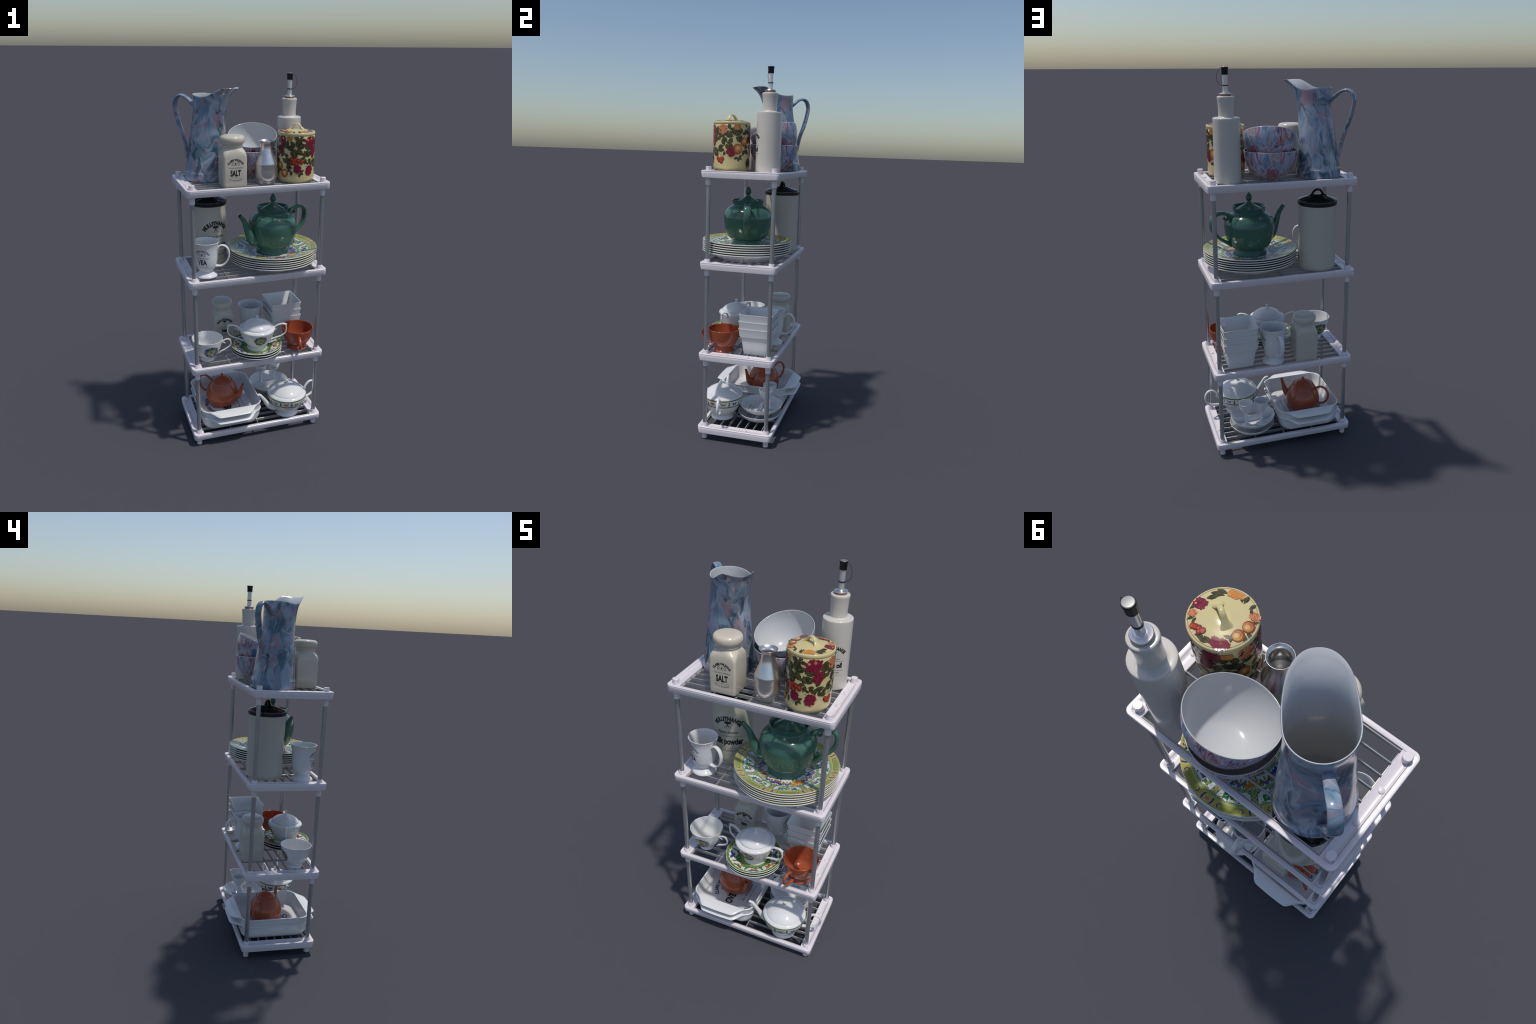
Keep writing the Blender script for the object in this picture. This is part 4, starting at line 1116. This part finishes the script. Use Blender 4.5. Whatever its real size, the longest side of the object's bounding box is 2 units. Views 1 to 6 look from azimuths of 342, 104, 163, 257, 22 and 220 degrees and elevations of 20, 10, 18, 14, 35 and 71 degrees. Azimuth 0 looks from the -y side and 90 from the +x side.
# --- orange teapot ------------------------------------------------------------------------
oz = Z4 + .0412 + .0050
ot = thing("orange_teapot", (-0.1670, 0.0355, oz), "small round orange teapot with loop handle", "teapot", math.atan2(-.088, .102))
E_ = lambda z: z - oz
op = [(0, 0), (0.066, 0), (0.066, 0), (0.0730, .0025), (0.0825, .0100), (0.0905, E_(.140)), (0.0950, E_(.160)), (0.0958, E_(.178)), (0.0915, E_(.202)), (0.0830, E_(.224)), (0.0730, E_(.242)), (0.0630, E_(.257)), (0.0597, E_(.2622)), (0.0582, E_(.2636)), (0.0570, E_(.2632)), (0.0565, E_(.2600)), (0.0565, E_(.2600)), (0, E_(.2600))]
obj("teapot_body", lathe("teapot_body", op, TERRACOTTA, 80), ot)
obj("teapot_lid", lathe("teapot_lid", [(0, E_(.2595)), (0.0548, E_(.2595)), (0.0548, E_(.2595)), (0.0548, E_(.2635)), (0.0520, E_(.2675)), (0.0400, E_(.2765)), (0.0260, E_(.2835)), (0.0130, E_(.2880)), (0.0070, E_(.2900)), (0.0055, E_(.2940)), (0.0068, E_(.3010)), (0.0055, E_(.3045)), (0, E_(.3055))], TERRACOTTA, 64), ot)
obj("spout", sweep("spout", [(.070, 0, E_(.172)), (.098, 0, E_(.182)), (.113, 0, E_(.198)), (.122, 0, E_(.222)), (.129, 0, E_(.246)), (.1355, 0, E_(.2655))], [(.022, .028), (.0185, .024), (.014, .0165), (.0105, .0115), (.0085, .0090), (.0075, .0070)], TERRACOTTA, (0, 1, 0), 20), ot)
obj("spout_dark_plug", sweep("spout_dark_plug", [(.1340, 0, E_(.2630)), (.1358, 0, E_(.2662))], (.0056, .0052), plain("spout_shadow", (.02, .004, .002), .6), (0, 1, 0), 14), ot)  # spout is not hollow; added dark cap paints the shade inside its mouth
obj("handle", sweep("handle", [(-.062, 0, E_(.240)), (-.078, 0, E_(.250)), (-.096, 0, E_(.2625)), (-.116, 0, E_(.267)), (-.138, 0, E_(.258)), (-.152, 0, E_(.236)), (-.153, 0, E_(.212)), (-.143, 0, E_(.186)), (-.124, 0, E_(.167)), (-.103, 0, E_(.163)), (-.085, 0, E_(.166))], [(.008, .0065)] * 2 + [(.0068, .0062)] * 7 + [(.0075, .0062)] * 2, TERRACOTTA, (0, 1, 0), 16), ot)

# --- divided shallow dishes ------------------------------------------------------------------
sh_out = [(0, .0015), (0.058, .0015), (0.059, 0), (0.0640, 0), (0.0660, .0015), (0.0850, .0080), (0.1030, .0200), (0.1150, .0330), (0.1210, .0425), (0.1222, .0452)]
sh_me = lathe("dish_body", sh_out + [(0.1214, .0464), (0.1198, .0456), (0.1125, .0350), (0.1000, .0220), (0.0830, .0115), (0.0640, .0062), (0.030, .0055), (0, .0055)], PORCELAIN, 96)
# the dividing wall follows the bowl's inner profile
half = [(x, float(np.interp(abs(x), [0, .064, .083, .100, .1125, .1185], [.0050, .0058, .0110, .0215, .0345, .0430]))) for x in np.linspace(-.1185, .1185, 31)]
div_v, div_f = [], []
for x, zb in half:
    zt = .0400 + .0030 * (abs(x) / .1185) ** 3
    for y, z in ((-.0026, zb), (-.0016, max(zt - .001, zb)), (0, max(zt, zb)), (.0016, max(zt - .001, zb)), (.0026, zb)):
        div_v.append((x, y, z))
for i in range(len(half) - 1):
    for k in range(4):
        a = i * 5 + k
        div_f.append((a, a + 5, a + 6, a + 1))
div_me = mesh("divider", div_v, div_f, PORCELAIN, sharp=70)
for i, (x, y, z) in enumerate(((.1520, .0970, Z4), (.1500, .1045, Z4 + .0445))):
    t = thing("divided_dish", (x, y, z), "shallow round white dish with a dividing wall", "dish")
    obj("dish_body", sh_me, t)
    obj("divider", div_me, t)
    P = Print(lambda a, b, lift: (a, b, float(np.interp(math.hypot(a, b), [0, .064, .083, .1], [.0060, .0066, .0119, .0225])) + lift))
    P.text("CLAIRE WILSON'S", .0115, INK_FINE, (0, .060), None, .9, .0002, 0, rot=math.pi)
    P.text("Country kitchen", .0100, INK_FINE, (0, .044), None, .9, 0, .4, rot=math.pi)
    P.text("Country kitchen", .0130, INK_FINE, (0, -.050), None, .9, 0, .4)
    P.text("CLAIRE WILSON'S", .0100, INK_FINE, (0, -.068), None, .9, 0)
    P.build("printed_label", t)

# --- egg cups -----------------------------------------------------------------------------------
ez = Z4 + .0445 + .0060
eg_out = [(0, .002), (0.026, .002), (0.028, 0), (0.0300, .0012), (0.0285, .0040), (0.0180, .0090), (0.0105, .0150), (0.0088, .0230), (0.0088, .0800), (0.0088, .0800), (0.0140, .0850), (0.0235, .0950), (0.0320, .1080), (0.0375, .1250), (0.0392, .1430)]
lip, inn = wall(eg_out, .0024, .086)
egg_me = lathe("egg_cup", eg_out + lip[1:] + [p for p in inn[:-2]] + [(.012, .0885), (0, .0865)], PORCELAIN, 48)
for x, y, r in ((.1960, .1425, .3), (.1098, .1425, 1.4)):
    o = obj("egg_cup", egg_me, None, (x, y, ez))
    o["label"], o["category"] = "white porcelain egg cup on a tall stem", "egg cup"
    P = Print(wrap_side(eg_out, 342, .116))
    emblem(P, 0, .004, .016, INK_FINE)
    P.text("Country", .008, INK_FINE, (0, -.008), None, .9, 0, .3)
    P.build("printed_label", o)

# --- white teapot -----------------------------------------------------------------------------------
wt = thing("white_teapot", (0.1880, -0.1130, Z4), "white porcelain teapot with green butterfly band", "teapot")
F_ = lambda z: z - Z4
wp = [(0, .003), (0.058, .003), (0.0600, 0), (0.0655, 0), (0.0668, .003), (0.0645, .0100), (0.0605, .0180), (0.0595, .0220), (0.0595, .0220), (0.0680, .0290), (0.0800, .0420), (0.0900, .0580), (0.0990, .0760), (0.1075, .0960), (0.1130, .1140), (0.1152, .1270), (0.1140, .1360), (0.1090, .1420), (0.1000, .1465), (0, .1465)]
obj("teapot_body", lathe("teapot_body", wp, PORCELAIN, 96), wt)
wl = [(0, .1440), (0.0955, .1440), (0.0955, .1440), (0.0970, .1480), (0.0940, .1530), (0.0800, .1650), (0.0560, .1790), (0.0320, .1885), (0.0170, .1925), (0.0140, .1938), (0.0140, .1938), (0.0115, .1955), (0, .1958)]
obj("teapot_lid", lathe("teapot_lid", wl, PORCELAIN, 96), wt)
obj("lid_finial", lathe("lid_finial", [(0.0095, .1945), (0.0065, .1980), (0.0062, .2030), (0.0092, .2070), (0.0098, .2105), (0.0070, .2140), (0.0030, .2155), (0, .2157)], PORCELAIN, 24), wt)
wu = math.atan2(-.16, -.987)
parts = [("spout", [(.080, F_(.128)), (.106, F_(.137)), (.128, F_(.158)), (.144, F_(.183)), (.163, F_(.211)), (.180, F_(.232)), (.197, F_(.2375))], [(.021, .026), (.017, .0205), (.0135, .0155), (.0112, .0118), (.0095, .0095), (.0085, .0078), (.0075, .0040)]),
         ("handle", [(-.112, F_(.176)), (-.122, F_(.196)), (-.138, F_(.222)), (-.160, F_(.2345)), (-.183, F_(.2280)), (-.1965, F_(.200)), (-.190, F_(.168)), (-.170, F_(.147)), (-.140, F_(.137)), (-.100, F_(.130))], [(.0085, .0065), (.008, .006), (.0078, .0058), (.0078, .0058), (.0075, .0055), (.0072, .0055), (.0072, .0058), (.0075, .0065), (.008, .0075), (.009, .009)]),
         ("handle_spur", [(-.122, F_(.200)), (-.1285, F_(.1900)), (-.124, F_(.1790))], [(.006, .005), (.005, .0045), (.002, .002)])]
for nm, pth, sizes in parts:
    h = obj(nm, sweep(nm, [(x, 0, z) for x, z in pth], sizes, PORCELAIN, (0, 1, 0), 18), wt)
    h.rotation_euler = (0, 0, wu)
P = Print(wrap_side(wp, 339, F_(.1815)))
rb = radius_at(wp, F_(.1815))
circ = TAU * rb
for z in (F_(.2025), F_(.1625)):
    n = 120
    lo, hi = z - F_(.1815) - .0034, z - F_(.1815) + .0034
    pts = [(circ * i / n, b) for b in (lo, hi) for i in range(n)]
    P.raw(pts, [(i, (i + 1) % n, n + (i + 1) % n, n + i) for i in range(n)], P_OLIVE)
    for i in range(44):
        P.disc(circ * i / 44, z - F_(.1815), .0028, P_NAVY if i % 4 == 0 else P_GREEN, .0020, lift=.0003, n=8, rings=1)
pal = [(P_ORANGE, P_ORANGE, P_RED), (P_LIME, P_OLIVE, P_ORANGE), (P_BLUE, P_BLUE, P_RED)]
for i in range(11):
    butterfly(P, circ * i / 11, 0, .0185, pal[i % 3])
    c = circ * (i + .5) / 11
    P.leaf(c, .001, .030, .0052, math.pi / 2, P_OLIVE)
    P.disc(c, -.011, .0055, P_GREEN, .003)
    P.disc(c, .012, .003, P_NAVY, .0025)
P.build("butterfly_band", wt)
